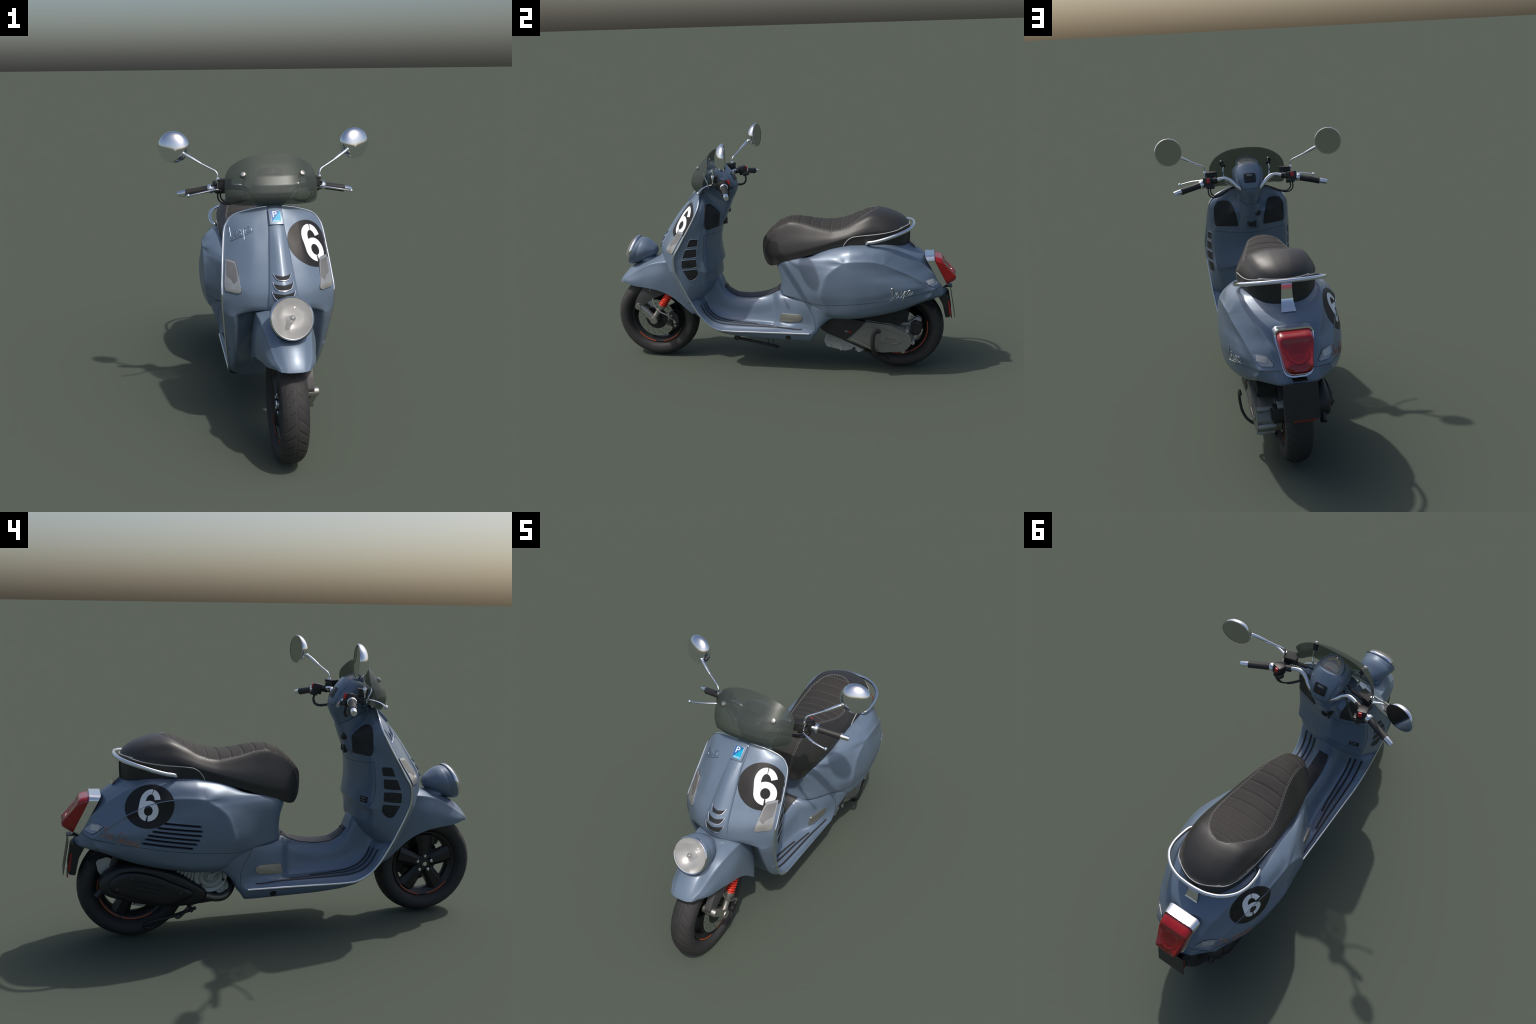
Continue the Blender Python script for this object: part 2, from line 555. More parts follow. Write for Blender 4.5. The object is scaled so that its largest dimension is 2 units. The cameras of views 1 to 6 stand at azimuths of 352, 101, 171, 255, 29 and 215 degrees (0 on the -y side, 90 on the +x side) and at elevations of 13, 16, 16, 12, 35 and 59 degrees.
# script letters as pen strokes on a unit height (x right, y up)
PEN = {
    "V": [[(0.0, .95), (.10, 1.0), (.14, .8), (.16, .4), (.20, .05), (.26, .0), (.42, .35), (.52, .60)]],
    "e": [[(0, .2), (.14, .25), (.24, .38), (.18, .46), (.08, .36), (.06, .16), (.14, .04), (.26, .08), (.34, .2)]],
    "s": [[(0, .12), (.14, .32), (.20, .50), (.22, .34), (.30, .18), (.24, .02), (.08, .04)], [(.24, .04), (.40, .2)]],
    "p": [[(.02, .2), (.12, .44), (.10, .1), (.05, -.32)], [(.10, .25), (.20, .44), (.30, .36), (.28, .14), (.16, .04), (.12, .1)],
          [(.28, .14), (.38, .2)]],
    "a": [[(.26, .38), (.14, .45), (.04, .28), (.06, .08), (.16, .06), (.26, .38), (.26, .1), (.34, .06), (.46, .22)]],
    "S": [[(.48, .80), (.44, .95), (.28, .98), (.16, .86), (.20, .66), (.36, .48), (.38, .22), (.24, .04), (.06, .04), (-.02, .16)]],
    "i": [[(.0, .16), (.09, .44), (.07, .12), (.13, .03), (.22, .14)], [(.12, .62), (.14, .68)]],
    "G": [[(.56, .82), (.46, .97), (.28, .92), (.10, .68), (.06, .34), (.16, .08), (.34, .08), (.46, .30), (.50, .46), (.46, .1), (.38, -.2), (.22, -.28)], [(.34, .44), (.58, .48)]],
    "o": [[(.16, .44), (.06, .34), (.03, .18), (.10, .04), (.20, .06), (.26, .22), (.24, .38), (.15, .45)], [(.24, .34), (.36, .32)]],
    "r": [[(0, .16), (.08, .46), (.10, .38), (.20, .42), (.16, .16), (.22, .03), (.30, .14)]],
    "n": [[(0, .2), (.07, .44), (.04, .03)], [(.05, .2), (.16, .43), (.23, .36), (.20, .10), (.26, .03), (.34, .14)]],
    " ": [],
}
PEN_W = {"V": .46, "e": .33, "s": .38, "p": .37, "a": .44, "S": .52, "i": .25, "G": .60, "o": .36, "r": .33, "n": .37, " ": .22}


def script(name, text, surf, fr, d, size, r, lift, material, underline=False, slant=0.25, parent=None):
    o, u, v = map(arr, fr)
    parts, x = [], 0.0
    strokes = []
    for ch in text:
        for st in PEN[ch]:
            strokes.append([(px + x, py) for px, py in st])
        x += PEN_W[ch]
    if underline:
        strokes.append([(.05, -.12), (x * .5, -.07), (x + .1, -.02)])
    for st in strokes:
        Q = spl([(a + slant * b, b) for a, b in st], 30)
        pts = [o + u * q[0] * size + v * q[1] * size for q in Q]
        if surf:
            W = [w for w in drape(surf, pts, d, lift) if w is not None]
        else:
            W = pts
        if len(W) > 3:
            parts.append(tube(W, r, 6))
    if parts:
        return add(name, join(parts), material, parent, kind="stuff")


def text_mesh(name, body, origin, u, v, size, depth, material, parent=None):
    cu = bpy.data.curves.new(name, "FONT")
    cu.body = body
    cu.size = 1.0
    cu.extrude = 0.5
    cu.align_x = "CENTER"
    cu.align_y = "CENTER"
    tmp = bpy.data.objects.new(name + "_tmp", cu)
    COL.objects.link(tmp)
    dg = bpy.context.evaluated_depsgraph_get()
    me = tmp.evaluated_get(dg).to_mesh()
    V = arr([x.co[:] for x in me.vertices])
    F = [tuple(p.vertices) for p in me.polygons]
    tmp.to_mesh_clear()
    bpy.data.objects.remove(tmp, do_unlink=True)
    u, v = arr(u), arr(v)
    w = np.cross(u, v)
    W = arr(origin) + V[:, :1] * u * size + V[:, 1:2] * v * size + V[:, 2:] * w * depth
    return add(name, (W, F), material, parent)


# ------------------------------------------------------------------ front apron (outer shield)
# rows run from the upper edge down, columns from the centre line out to the chrome edge
APRON = [
    [(0, -.447, 1.036), (.034, -.446, 1.034), (.08, -.437, 1.027), (.125, -.425, 1.015), (.168, -.416, .999)],
    [(0, -.500, .990), (.035, -.492, .990), (.088, -.478, .988), (.145, -.453, .985), (.190, -.413, .984)],
    [(0, -.540, .945), (.037, -.530, .945), (.094, -.513, .943), (.152, -.480, .945), (.214, -.419, .948)],
    [(0, -.596, .880), (.044, -.578, .880), (.10, -.560, .880), (.16, -.518, .880), (.226, -.451, .880)],
    [(0, -.659, .790), (.053, -.637, .790), (.115, -.612, .790), (.178, -.565, .790), (.236, -.503, .790)],
    [(0, -.712, .705), (.062, -.685, .705), (.125, -.655, .705), (.188, -.608, .705), (.243, -.552, .705)],
    [(0, -.716, .660), (.068, -.690, .660), (.13, -.660, .655), (.19, -.612, .650), (.243, -.561, .655)],
    [(0, -.690, .640), (.070, -.672, .638), (.13, -.645, .628), (.188, -.610, .615), (.241, -.558, .615)],
    [(0, -.575, .628), (.085, -.575, .622), (.145, -.580, .605), (.188, -.600, .585), (.239, -.550, .580)],
    [(0, -.520, .560), (.100, -.545, .560), (.162, -.566, .545), (.190, -.578, .530), (.235, -.530, .525)],
    [(0, -.470, .460), (.100, -.490, .460), (.162, -.522, .450), (.190, -.538, .445), (.226, -.492, .445)],
    [(0, -.440, .360), (.100, -.452, .360), (.158, -.472, .355), (.185, -.484, .355), (.215, -.452, .360)],
    [(0, -.405, .280), (.100, -.405, .280), (.150, -.400, .280), (.178, -.415, .285), (.206, -.398, .290)],
    [(0, -.355, .226), (.100, -.355, .226), (.145, -.350, .230), (.174, -.350, .240), (.200, -.345, .252)],
    [(0, -.305, .202), (.100, -.305, .202), (.140, -.305, .207), (.170, -.308, .220), (.197, -.312, .243)],
]
for row in APRON[1:7]:
    for j, dy in ((0, .017), (1, .012), (2, .007), (3, .003)):
        row[j] = (row[j][0], row[j][1] + dy, row[j][2])
apron = Surf(APRON, "first")
P = apron.grid(190, 121)
front_apron = add("front_apron", gmesh(P), PAINT, angle=60, keep=True)

# inner leg shield with glove box, columns from the chrome edge in to the centre line
KNEE = [
    [(.168, -.416, .999), (.150, -.419, 1.006), (.125, -.425, 1.015), (.10, -.430, 1.021), (.07, -.438, 1.028), (.034, -.446, 1.034), (0, -.447, 1.036)],
    [(.202, -.415, .968), (.192, -.396, .968), (.175, -.387, .970), (.14, -.383, .975), (.107, -.384, .980), (.055, -.385, .985), (0, -.385, .985)],
    [(.217, -.424, .938), (.206, -.398, .937), (.190, -.381, .936), (.160, -.371, .937), (.118, -.357, .938), (.080, -.340, .940), (0, -.330, .945)],
    [(.226, -.449, .890), (.216, -.412, .890), (.200, -.386, .890), (.165, -.370, .895), (.122, -.348, .900), (.084, -.325, .908), (0, -.318, .905)],
    [(.232, -.478, .830), (.222, -.440, .830), (.207, -.407, .830), (.187, -.378, .832), (.13, -.356, .832), (.072, -.337, .832), (0, -.328, .832)],
    [(.239, -.537, .730), (.226, -.470, .730), (.213, -.423, .730), (.195, -.393, .730), (.13, -.369, .730), (.07, -.356, .730), (0, -.346, .730)],
    [(.243, -.561, .658), (.228, -.480, .660), (.213, -.430, .660), (.197, -.395, .660), (.13, -.366, .660), (.07, -.350, .660), (0, -.341, .660)],
    [(.241, -.558, .613), (.226, -.480, .610), (.212, -.429, .600), (.199, -.388, .590), (.13, -.359, .598), (.07, -.340, .610), (0, -.332, .618)],
    [(.240, -.552, .590), (.225, -.477, .588), (.209, -.428, .577), (.192, -.394, .570), (.125, -.371, .578), (.065, -.352, .592), (0, -.344, .600)],
    [(.234, -.525, .515), (.220, -.468, .520), (.203, -.430, .515), (.182, -.402, .505), (.115, -.372, .515), (.060, -.352, .535), (0, -.350, .540)],
    [(.224, -.487, .430), (.206, -.480, .425), (.185, -.462, .424), (.155, -.435, .427), (.105, -.398, .450), (.05, -.364, .500), (0, -.357, .512)],
    [(.222, -.490, .420), (.204, -.500, .405), (.180, -.500, .400), (.150, -.480, .400), (.10, -.44, .42), (.05, -.41, .46), (0, -.41, .47)],
]
knee = Surf(sharpen(KNEE, (2,), (7,), .25), "last")
knee_panel = add("knee_panel", gmesh(knee.grid(150, 141)), PAINT, angle=60, keep=True)

# central tie panel on the front, raised over the apron
tie_rows = []
for k, (y, z, w, h) in enumerate([(-.440, 1.040, .033, .004), (-.468, 1.018, .034, .008), (-.500, .990, .035, .010), (-.545, .945, .037, .014), (-.597, .880, .044, .014),
                                  (-.660, .790, .053, .014), (-.700, .725, .060, .014), (-.716, .690, .064, .014), (-.722, .666, .067, .011), (-.708, .645, .066, .006),
                                  (-.670, .637, .062, .004)]):
    row = []
    for f, q in [(0, 1.0), (.35, .97), (.7, .82), (.93, .55), (1.0, .10), (1.0, -.6)]:
        base = cast("front_apron", (w * f, -1.5, z - .0), (0, 1, 0))[0] if z > .64 else None
        by = base[1] if base is not None else y + .012 * f
        row.append((w * f, by - h * q * .8, z + h * q * .5))
    tie_rows.append(row)
tie = Surf(tie_rows, "first")
add("horn_cover", gmesh(tie.grid(120, 41)), PAINT, front_apron, angle=35, keep=True)

# chrome edge all round the shield and along the floor
edge_half = [(0.034, -.447, 1.037), (.08, -.438, 1.030), (.125, -.426, 1.018), (.168, -.416, 1.002), (.192, -.413, .984), (.205, -.415, .966), (.215, -.420, .948),
             (.224, -.440, .905), (.230, -.468, .852), (.236, -.500, .797), (.241, -.530, .742), (.244, -.552, .705), (.2445, -.560, .680), (.244, -.562, .655),
             (.242, -.559, .613), (.238, -.548, .572), (.231, -.516, .495), (.224, -.486, .428), (.216, -.452, .362), (.208, -.415, .306), (.203, -.380, .272),
             (.200, -.342, .251), (.198, -.310, .243), (.196, -.24, .240), (.195, -.10, .241), (.194, .05, .242), (.193, .193, .243)]
edge_path = spl(edge_half, 220)
edge_r = np.interp(np.linspace(0, 1, 220), [0, .55, .68, 1], [.0046, .0046, .0058, .0058])
add("edge_trim", tube(edge_path, edge_r, 10), CHROME)
add("edge_trim", mirror(tube(edge_path, edge_r, 10)), CHROME)

# ------------------------------------------------------------------ floor board with centre tunnel
FLOOR = [
    [(0, -.405, .560), (.035, -.405, .558), (.060, -.410, .540), (.085, -.44, .50), (.11, -.465, .46), (.185, -.485, .435), (.222, -.490, .430)],
    [(0, -.357, .524), (.035, -.358, .520), (.060, -.366, .500), (.083, -.402, .450), (.11, -.432, .405), (.185, -.448, .398), (.218, -.468, .395)],
    [(0, -.323, .452), (.036, -.325, .448), (.062, -.330, .425), (.080, -.367, .368), (.105, -.398, .335), (.182, -.408, .325), (.208, -.423, .320)],
    [(0, -.287, .420), (.037, -.288, .416), (.065, -.292, .386), (.080, -.322, .325), (.105, -.350, .295), (.178, -.356, .283), (.201, -.360, .262)],
    [(0, -.250, .403), (.038, -.250, .400), (.068, -.252, .368), (.082, -.262, .310), (.105, -.280, .277), (.175, -.284, .270), (.197, -.295, .243)],
    [(0, -.180, .400), (.040, -.180, .397), (.070, -.180, .363), (.085, -.180, .305), (.105, -.180, .272), (.175, -.180, .268), (.195, -.180, .241)],
    [(0, -.090, .414), (.046, -.090, .410), (.077, -.090, .373), (.090, -.090, .310), (.108, -.090, .272), (.177, -.090, .268), (.195, -.090, .241)],
    [(0, -.035, .437), (.052, -.033, .432), (.085, -.030, .395), (.098, -.030, .330), (.114, -.030, .275), (.178, -.030, .268), (.194, -.030, .242)],
    [(0, .000, .460), (.070, .006, .452), (.118, .014, .420), (.138, .028, .350), (.148, .030, .290), (.176, .030, .270), (.194, .030, .242)],
    [(0, .10, .46), (.085, .10, .455), (.142, .10, .425), (.156, .10, .360), (.162, .10, .300), (.174, .10, .273), (.194, .10, .242)],
    [(0, .19, .46), (.105, .19, .455), (.182, .19, .435), (.186, .19, .380), (.180, .19, .310), (.183, .19, .276), (.194, .19, .243)],
    [(0, .25, .46), (.12, .25, .455), (.214, .25, .435), (.217, .25, .390), (.209, .25, .335), (.203, .25, .305), (.196, .25, .283)],
    [(0, .30, .46), (.13, .30, .455), (.240, .30, .435), (.238, .30, .405), (.226, .30, .368), (.218, .30, .345), (.208, .30, .334)],
    [(0, .35, .46), (.13, .35, .455), (.248, .35, .43), (.246, .35, .41), (.235, .35, .385), (.225, .35, .365), (.210, .35, .356)],
]
floor = Surf(FLOOR, "first")
floorboard = add("floorboard", gmesh(floor.grid(170, 121)), PAINT, angle=60, keep=True)

SKIRT = []
for y, xt, zt, xm, zm, xb, zb, zc in [(-.345, .200, .252, .196, .246, .188, .238, .226), (-.312, .197, .243, .191, .230, .172, .218, .203), (-.24, .195, .240, .188, .222, .170, .205, .200),
                                      (-.12, .195, .240, .186, .215, .168, .196, .194), (.045, .194, .241, .185, .213, .168, .192, .190), (.141, .194, .242, .185, .213, .168, .190, .190),
                                      (.198, .194, .243, .186, .213, .166, .190, .190), (.222, .196, .266, .190, .240, .170, .222, .222), (.244, .197, .281, .192, .264, .175, .250, .250),
                                      (.252, .197, .286, .192, .282, .180, .279, .279), (.300, .208, .334, .200, .334, .190, .334, .334)]:
    SKIRT.append([(xt, y, zt), (xm, y, zm), (xb, y, zb), (xb * .7, y, zc), (xb * .35, y, zc), (0, y, zc)])
skirt = Surf(SKIRT, "last")
lower_skirt = add("lower_skirt", gmesh(skirt.grid(70, 61)), PAINT, floorboard, angle=35, keep=True)

# ------------------------------------------------------------------ rear body
REAR = [
    [(0, .14, .425), (.07, .14, .425), (.16, .22, .405), (.185, .31, .362), (.19, .42, .362), (.185, .55, .382), (.165, .70, .415), (.125, .82, .450), (.07, .89, .458), (0, .91, .456)],
    [(0, .12, .425), (.08, .12, .425), (.175, .21, .400), (.210, .31, .353), (.216, .42, .351), (.211, .55, .371), (.188, .70, .405), (.142, .83, .446), (.078, .912, .456), (0, .935, .452)],
    [(0, .06, .440), (.085, .07, .440), (.185, .19, .425), (.240, .300, .388), (.254, .42, .388), (.249, .55, .408), (.222, .70, .440), (.164, .85, .474), (.085, .926, .474), (0, .948, .468)],
    [(0, .003, .452), (.098, .020, .450), (.183, .158, .445), (.251, .285, .440), (.268, .42, .452), (.263, .55, .470), (.236, .70, .492), (.150, .872, .510), (.088, .908, .520), (0, .922, .522)],
    [(0, .012, .505), (.101, .026, .505), (.184, .150, .50), (.262, .270, .500), (.274, .42, .505), (.268, .56, .515), (.226, .73, .530), (.158, .850, .533), (.091, .893, .545), (0, .903, .545)],
    [(0, .006, .560), (.100, .020, .560), (.183, .146, .555), (.263, .284, .560), (.274, .42, .565), (.266, .56, .570), (.232, .69, .575), (.177, .806, .570), (.100, .866, .595), (0, .874, .590)],
    [(0, -.012, .595), (.096, .008, .60), (.179, .142, .605), (.261, .302, .608), (.270, .42, .615), (.262, .53, .615), (.240, .63, .615), (.197, .748, .606), (.112, .830, .630), (0, .850, .635)],
    [(0, -.02, .62), (.090, .008, .635), (.174, .142, .642), (.260, .342, .648), (.264, .42, .655), (.258, .51, .657), (.245, .59, .653), (.223, .672, .645), (.131, .784, .673), (0, .824, .680)],
    [(0, .05, .64), (.080, .060, .65), (.164, .155, .672), (.257, .385, .682), (.2595, .43, .689), (.256, .50, .693), (.251, .55, .690), (.239, .605, .677), (.150, .716, .718), (0, .784, .709)],
    [(0, .15, .65), (.072, .17, .66), (.155, .21, .690), (.212, .375, .728), (.226, .43, .733), (.226, .49, .736), (.219, .54, .735), (.203, .597, .737), (.167, .660, .742), (0, .750, .734)],
    [(0, .22, .66), (.066, .23, .67), (.140, .24, .702), (.180, .375, .747), (.192, .43, .755), (.193, .49, .757), (.189, .53, .757), (.184, .572, .757), (.169, .620, .757), (0, .732, .752)],
    [(0, .30, .68), (.06, .30, .69), (.118, .28, .710), (.145, .37, .752), (.150, .43, .762), (.150, .49, .764), (.148, .53, .764), (.148, .570, .765), (.136, .600, .766), (0, .700, .762)],
]
for row, mid_pt in zip(REAR, [(.172, .265, .385), (.195, .262, .377), (.215, .247, .405), (.220, .226, .443), (.226, .212, .500), (.226, .216, .558), (.223, .226, .607), (.224, .250, .648), (.218, .275, .682),
                            (.188, .290, .716), (.163, .305, .732), (.133, .32, .738)]):
    row.insert(3, mid_pt)
# a crowned deck between the two rear ridges
for row in REAR:
    r8, r9 = arr(row[9]), arr(row[10])
    crown = r8 * .45 + r9 * .55 + arr([.006, .06 * abs(r9[1] - r8[1]), .0])
    row.insert(10, tuple(crown))
REAR = crease(REAR, 1, 9, 2, 9, .18)     # ridge beside the tail deck
REAR = crease(REAR, 1, 8, 2, 7, .15)     # rear flank of the side cowl
REAR = crease(REAR, 1, 4, 3, 7, .28)     # its front
REAR = crease(REAR, 0, 8, 6, 10, .25)     # and its crown (columns shifted by the insertions)
rear = Surf(REAR, "both")
RNU, RNV = 180, 320
us_r = np.interp(np.linspace(0, 1, RNU), rear.tu / rear.tu[-1], np.arange(rear.R))
seg_r = rear.tv[3:3 + rear.K + 1] - rear.tv[3]
vs_r = np.interp(np.linspace(0, seg_r[-1], RNV + 1)[:-1], seg_r, np.arange(rear.K + 1))
RG = rear(us_r, vs_r)
# cooling slots of the right cowl: (y, z) end points
SLOTS = [(.570, .592, .422, .573), (.598, .574, .417, .552), (.619, .559, .420, .532), (.638, .542, .429, .513), (.650, .526, .441, .496), (.662, .507, .458, .478)]
hit = (RG[..., 0] < -.1) & (RG[..., 1] > .40) & (RG[..., 1] < .68) & (RG[..., 2] > .466) & (RG[..., 2] < .604)
ii, jj = np.where(hit)
i_a, i_b, j_a, j_b = ii.min() - 1, ii.max() + 1, jj.min() - 1, jj.max() + 1
VF_rear = gmesh(RG, cv=True, cap1=True)
full_faces = VF_rear[1]
SURFACES["rear_body"] = BVHTree.FromPolygons([tuple(map(float, v)) for v in VF_rear[0]], [tuple(f) for f in full_faces])
cut_faces = [f for f in full_faces if not (len(f) == 4 and all(i_a <= q // RNV <= i_b and j_a <= q % RNV <= j_b for q in f))]
# the slotted field is evaluated on a finer grid and pressed in
uf = np.interp(np.linspace(0, 1, (i_b - i_a) * 7 + 1), np.linspace(0, 1, i_b - i_a + 1), us_r[i_a:i_b + 1])
vf_ = np.interp(np.linspace(0, 1, (j_b - j_a) * 5 + 1), np.linspace(0, 1, j_b - j_a + 1), vs_r[j_a:j_b + 1])
FINE = rear(uf, vf_)
dist = np.full(FINE.shape[:2], 1.0)
for y0, z0, y1, z1 in SLOTS:
    a_, b_ = arr([y0, z0]), arr([y1, z1])
    t_ = np.clip(((FINE[..., 1:] - a_) @ (b_ - a_)) / ((b_ - a_) @ (b_ - a_)), 0, 1)
    dist = np.minimum(dist, np.linalg.norm(FINE[..., 1:] - a_ - t_[..., None] * (b_ - a_), axis=2))
press = np.clip((.0056 - dist) / .0022, 0, 1)
FINE[..., 0] += .016 * press * press * (3 - 2 * press)
rear_body = add("rear_body", join([(VF_rear[0], cut_faces), gmesh(FINE)]), PAINT, angle=60)


def on_rear(pts, side=1, lift=0.001, d=(-1, 0, 0)):
    out = []
    for p in pts:
        q, nn = cast("rear_body", (side * 1.0, p[0], p[1]), (-side, 0, 0))
        if q is not None:
            nn = nn if nn[0] * side > 0 else -nn
            out.append(q + nn * lift)
    return out


# ------------------------------------------------------------------ seams of the body panels
for sgn in (1, -1):
    Q = on_rear(spl([(.09, .448), (.14, .436), (.20, .434), (.25, .436), (.285, .440), (.40, .452), (.55, .470), (.70, .492), (.80, .502), (.872, .511)], 90), sgn, -.0003)
    add("panel_seam", tube(Q, .0012, 6), SEAM, rear_body)
    Q = []
    for x, z in spl([(.150, .511), (.11, .517), (.07, .522)], 14):
        q, _ = cast("rear_body", (sgn * x, 1.5, z), (0, -1, 0))
        if q is not None:
            Q.append(q)
    add("panel_seam", tube(Q, .0012, 6), SEAM, rear_body)
    Q = [q for q in drape("floorboard", [(sgn * .3, y, z) for y, z in spl([(.165, .432), (.195, .39), (.222, .34), (.228, .30), (.226, .262)], 40)], (-sgn, 0, 0), -.0003) if q is not None and q[0] * sgn > .1]
    if len(Q) > 3:
        add("panel_seam", tube(Q, .0012, 6), SEAM, floorboard)
# glove box door outline
seam("glove_door_seam", "knee_panel", [(.197, 0, .806), (.12, 0, .797), (0, 0, .790), (-.12, 0, .797), (-.197, 0, .806)], (0, -1, 0), 80, parent=knee_panel)
for sgn in (1, -1):
    seam("glove_door_seam", "knee_panel", [(sgn * .197, 0, .806), (sgn * .199, 0, .75), (sgn * .200, 0, .68), (sgn * .199, 0, .635), (sgn * .193, 0, .612), (sgn * .175, 0, .600)],
         (0, -1, 0), 50, parent=knee_panel)

# ------------------------------------------------------------------ neck and instrument pod
def ring_stack(rows, n=56, power=2.5):
    P = []
    for z0, yb, yf, w, tilt in rows:
        cy, ry = (yb + yf) / 2, (yb - yf) / 2
        A = np.linspace(0, 2 * PI, n, endpoint=False)
        c, s_ = np.cos(A), np.sin(A)
        e = 2 / power
        x = w * np.sign(s_) * np.abs(s_) ** e
        y = cy + ry * np.sign(c) * np.abs(c) ** e
        z = z0 - tilt * (y - yb)
        P.append(np.stack([x, y, z], 1))
    return arr(P)


def smooth_rows(rows, n):
    R = arr(rows)
    t = np.concatenate([[0], np.cumsum(np.maximum(np.abs(np.diff(R[:, :4], axis=0)).sum(1), 1e-4))])
    return makima(t, R, np.linspace(0, t[-1], n))


neck_rows = smooth_rows([(.78, -.350, -.43, .085, 0), (.83, -.322, -.44, .078, 0), (.87, -.305, -.44, .070, .05), (.91, -.288, -.44, .062, .2), (.945, -.275, -.43, .058, .4), (.957, -.270, -.425, .057, .48)], 24)
add("neck", gmesh(ring_stack(neck_rows, power=3.0), cv=True, cap1=True), PAINT, knee_panel)
pod_rows = smooth_rows([(.9575, -.273, -.420, .053, .48), (.985, -.257, -.43, .060, .38), (1.012, -.243, -.44, .067, .28), (1.045, -.232, -.445, .076, .17), (1.075, -.236, -.445, .082, .05),
                        (1.105, -.248, -.442, .085, 0), (1.130, -.265, -.436, .084, -.05), (1.150, -.281, -.430, .080, -.15), (1.166, -.294, -.422, .072, -.25), (1.176, -.303, -.412, .062, -.3)], 40)
pod = add("instrument_pod", gmesh(ring_stack(pod_rows, power=2.3), cv=True, cap0=True, cap1=True), PAINT, keep=True)
lr0, lu0 = arr([-1., 0, 0]), arr([0, -.6, .8])
# instrument dial: rim, face and domed glass
dn = arr([0, .40, .915])
dn /= np.linalg.norm(dn)
dc = arr([0, -.345, 1.167])
add("instrument_rim", revolve([(.062, -.02), (.060, .006), (.057, .011), (.0545, .011), (.0535, .006)], dc, dn, 48), PAINT, pod)
dial = add("instrument_face", revolve([(0, .0055), (.0545, .0055)], dc, dn, 48), DIALG, pod)
du, dv, _ = frame(dn)
upv = arr([0, 0, 1]) - dn * dn[2]
upv /= np.linalg.norm(upv)
rgt = np.cross(upv, dn)


def dial_poly(name, pts, lift, m):
    V = [dc + dn * lift + rgt * a + upv * b for a, b in pts]
    add(name, (V, [tuple(range(len(V)))]), m, dial)


dial_poly("speedometer_face", roundpoly([(-.032, -.034), (.032, -.034), (.036, .006), (.018, .020), (-.018, .020), (-.036, .006)], .01), .0062, DIAL)
dial_poly("fuel_gauge_face", [(.0 + .034 * math.cos(a), .012 + .034 * math.sin(a)) for a in np.linspace(.35, PI - .35, 12)] +
          [(.0 + .022 * math.cos(a), .012 + .022 * math.sin(a)) for a in np.linspace(PI - .5, .5, 10)], .0062, mat("dial_amber", (.42, .33, .14), .6))
dial_poly("speedometer_needle", [(-.026, -.012), (.014, -.017), (.015, -.013), (-.010, -.009)], .0075, REDSW)
dial_poly("odometer_window", [(-.016, -.030), (.016, -.030), (.016, -.025), (-.016, -.025)], .0075, BLACK)
dial_poly("tell_tale", [(.044 + .005 * math.cos(a), .006 + .005 * math.sin(a)) for a in np.linspace(0, 2 * PI, 10, endpoint=False)], .0068, GREEN)
for sx in (-.042, .042):
    dial_poly("dial_button", [(sx + .006 * math.cos(a), -.016 + .006 * math.sin(a)) for a in np.linspace(0, 2 * PI, 12, endpoint=False)], .0065, BLACK)
ticks = []
for a in np.linspace(math.radians(200), math.radians(-20), 13):
    c_, s_ = math.cos(a), math.sin(a)
    p, q = dc + dn * .0068 + rgt * c_ * .026 + upv * (s_ * .020 - .012), dc + dn * .0068 + rgt * c_ * .031 + upv * (s_ * .025 - .012)
    ticks.append(tube([p, q], .0006, 4))
add("dial_ticks", join(ticks), BLACK, dial, kind="stuff")
add("instrument_glass", revolve([(0, .019), (.018, .0182), (.034, .0160), (.046, .0128), (.0535, .0092), (.0535, .0075), (.046, .0112), (.034, .0144), (.018, .0166), (0, .0174)], dc, dn, 48), CLEAR, pod)
seam("pod_cover_seam", "instrument_pod", [arr([0, -.262, 1.1]) + lr0 * a + lu0 * b for a, b in [(-.064, .060), (-.056, .0), (-.045, -.044), (-.036, -.053), (0, -.055), (.036, -.053), (.045, -.044), (.056, .0), (.064, .060)]],
     (0, -.80, -.60), 70, parent=pod)
# lower display
ld = arr([0, .80, .60])
ld /= np.linalg.norm(ld)
lr = arr([-1., 0, 0])
lu = np.cross(ld, lr)
lu = lu if lu[2] > 0 else -lu
patch("display_panel", "instrument_pod", [(-.030, -.026), (.030, -.026), (.032, .020), (.026, .026), (-.026, .026), (-.032, .020)], (arr([0, -.262, 1.100]), lr, lu), -ld, .0012,
      GLOSSB, pod, r=.008)
lo = drape("instrument_pod", [arr([0, -.262, 1.1]) + lu * .014], -ld, .0022)[0]
text_mesh("display_digits", "0051", lo, lr, lu, .016, .0008, LCD, pod)
for k, sx in enumerate((-.018, -.009, .009, .018)):
    q = drape("instrument_pod", [arr([0, -.262, 1.1]) + lr * sx - lu * .013], -ld, .0015)[0]
    add("display_lamp", sphere(q, .0022, 8), BLACK, pod)
q = drape("instrument_pod", [arr([0, -.262, 1.1]) - lu * .012], -ld, .0015)[0]
add("display_lamp", sphere(q, .0022, 8), REDSW, pod)

# ignition lock and hook on the inner shield
q = cast("neck" if "neck" in SURFACES else "knee_panel", (0, 1, .846), (0, -1, 0))[0]
for nm, c, r, h in (("ignition_lock", (0, -.326, .846), .021, .018), ("seat_hook", (-.037, -.300, .905), .016, .010)):
    rot = (0, 1, .15)
    ob = add(nm, revolve([(0, -.02), (r, -.02), (r, h * .6), (r * .9, h), (r * .62, h), (r * .55, h * .6), (0, h * .6)], c, rot, 28), BLACK, knee_panel)
    add("lock_core", revolve([(r * .42, 0), (r * .42, h * .95), (0, h * .95)], c, rot, 20), GLOSSB, ob)
add("lock_guard", box((-.022, -.314, .843), (.010, .016, .040)), BLACK, knee_panel, bevel=.002)

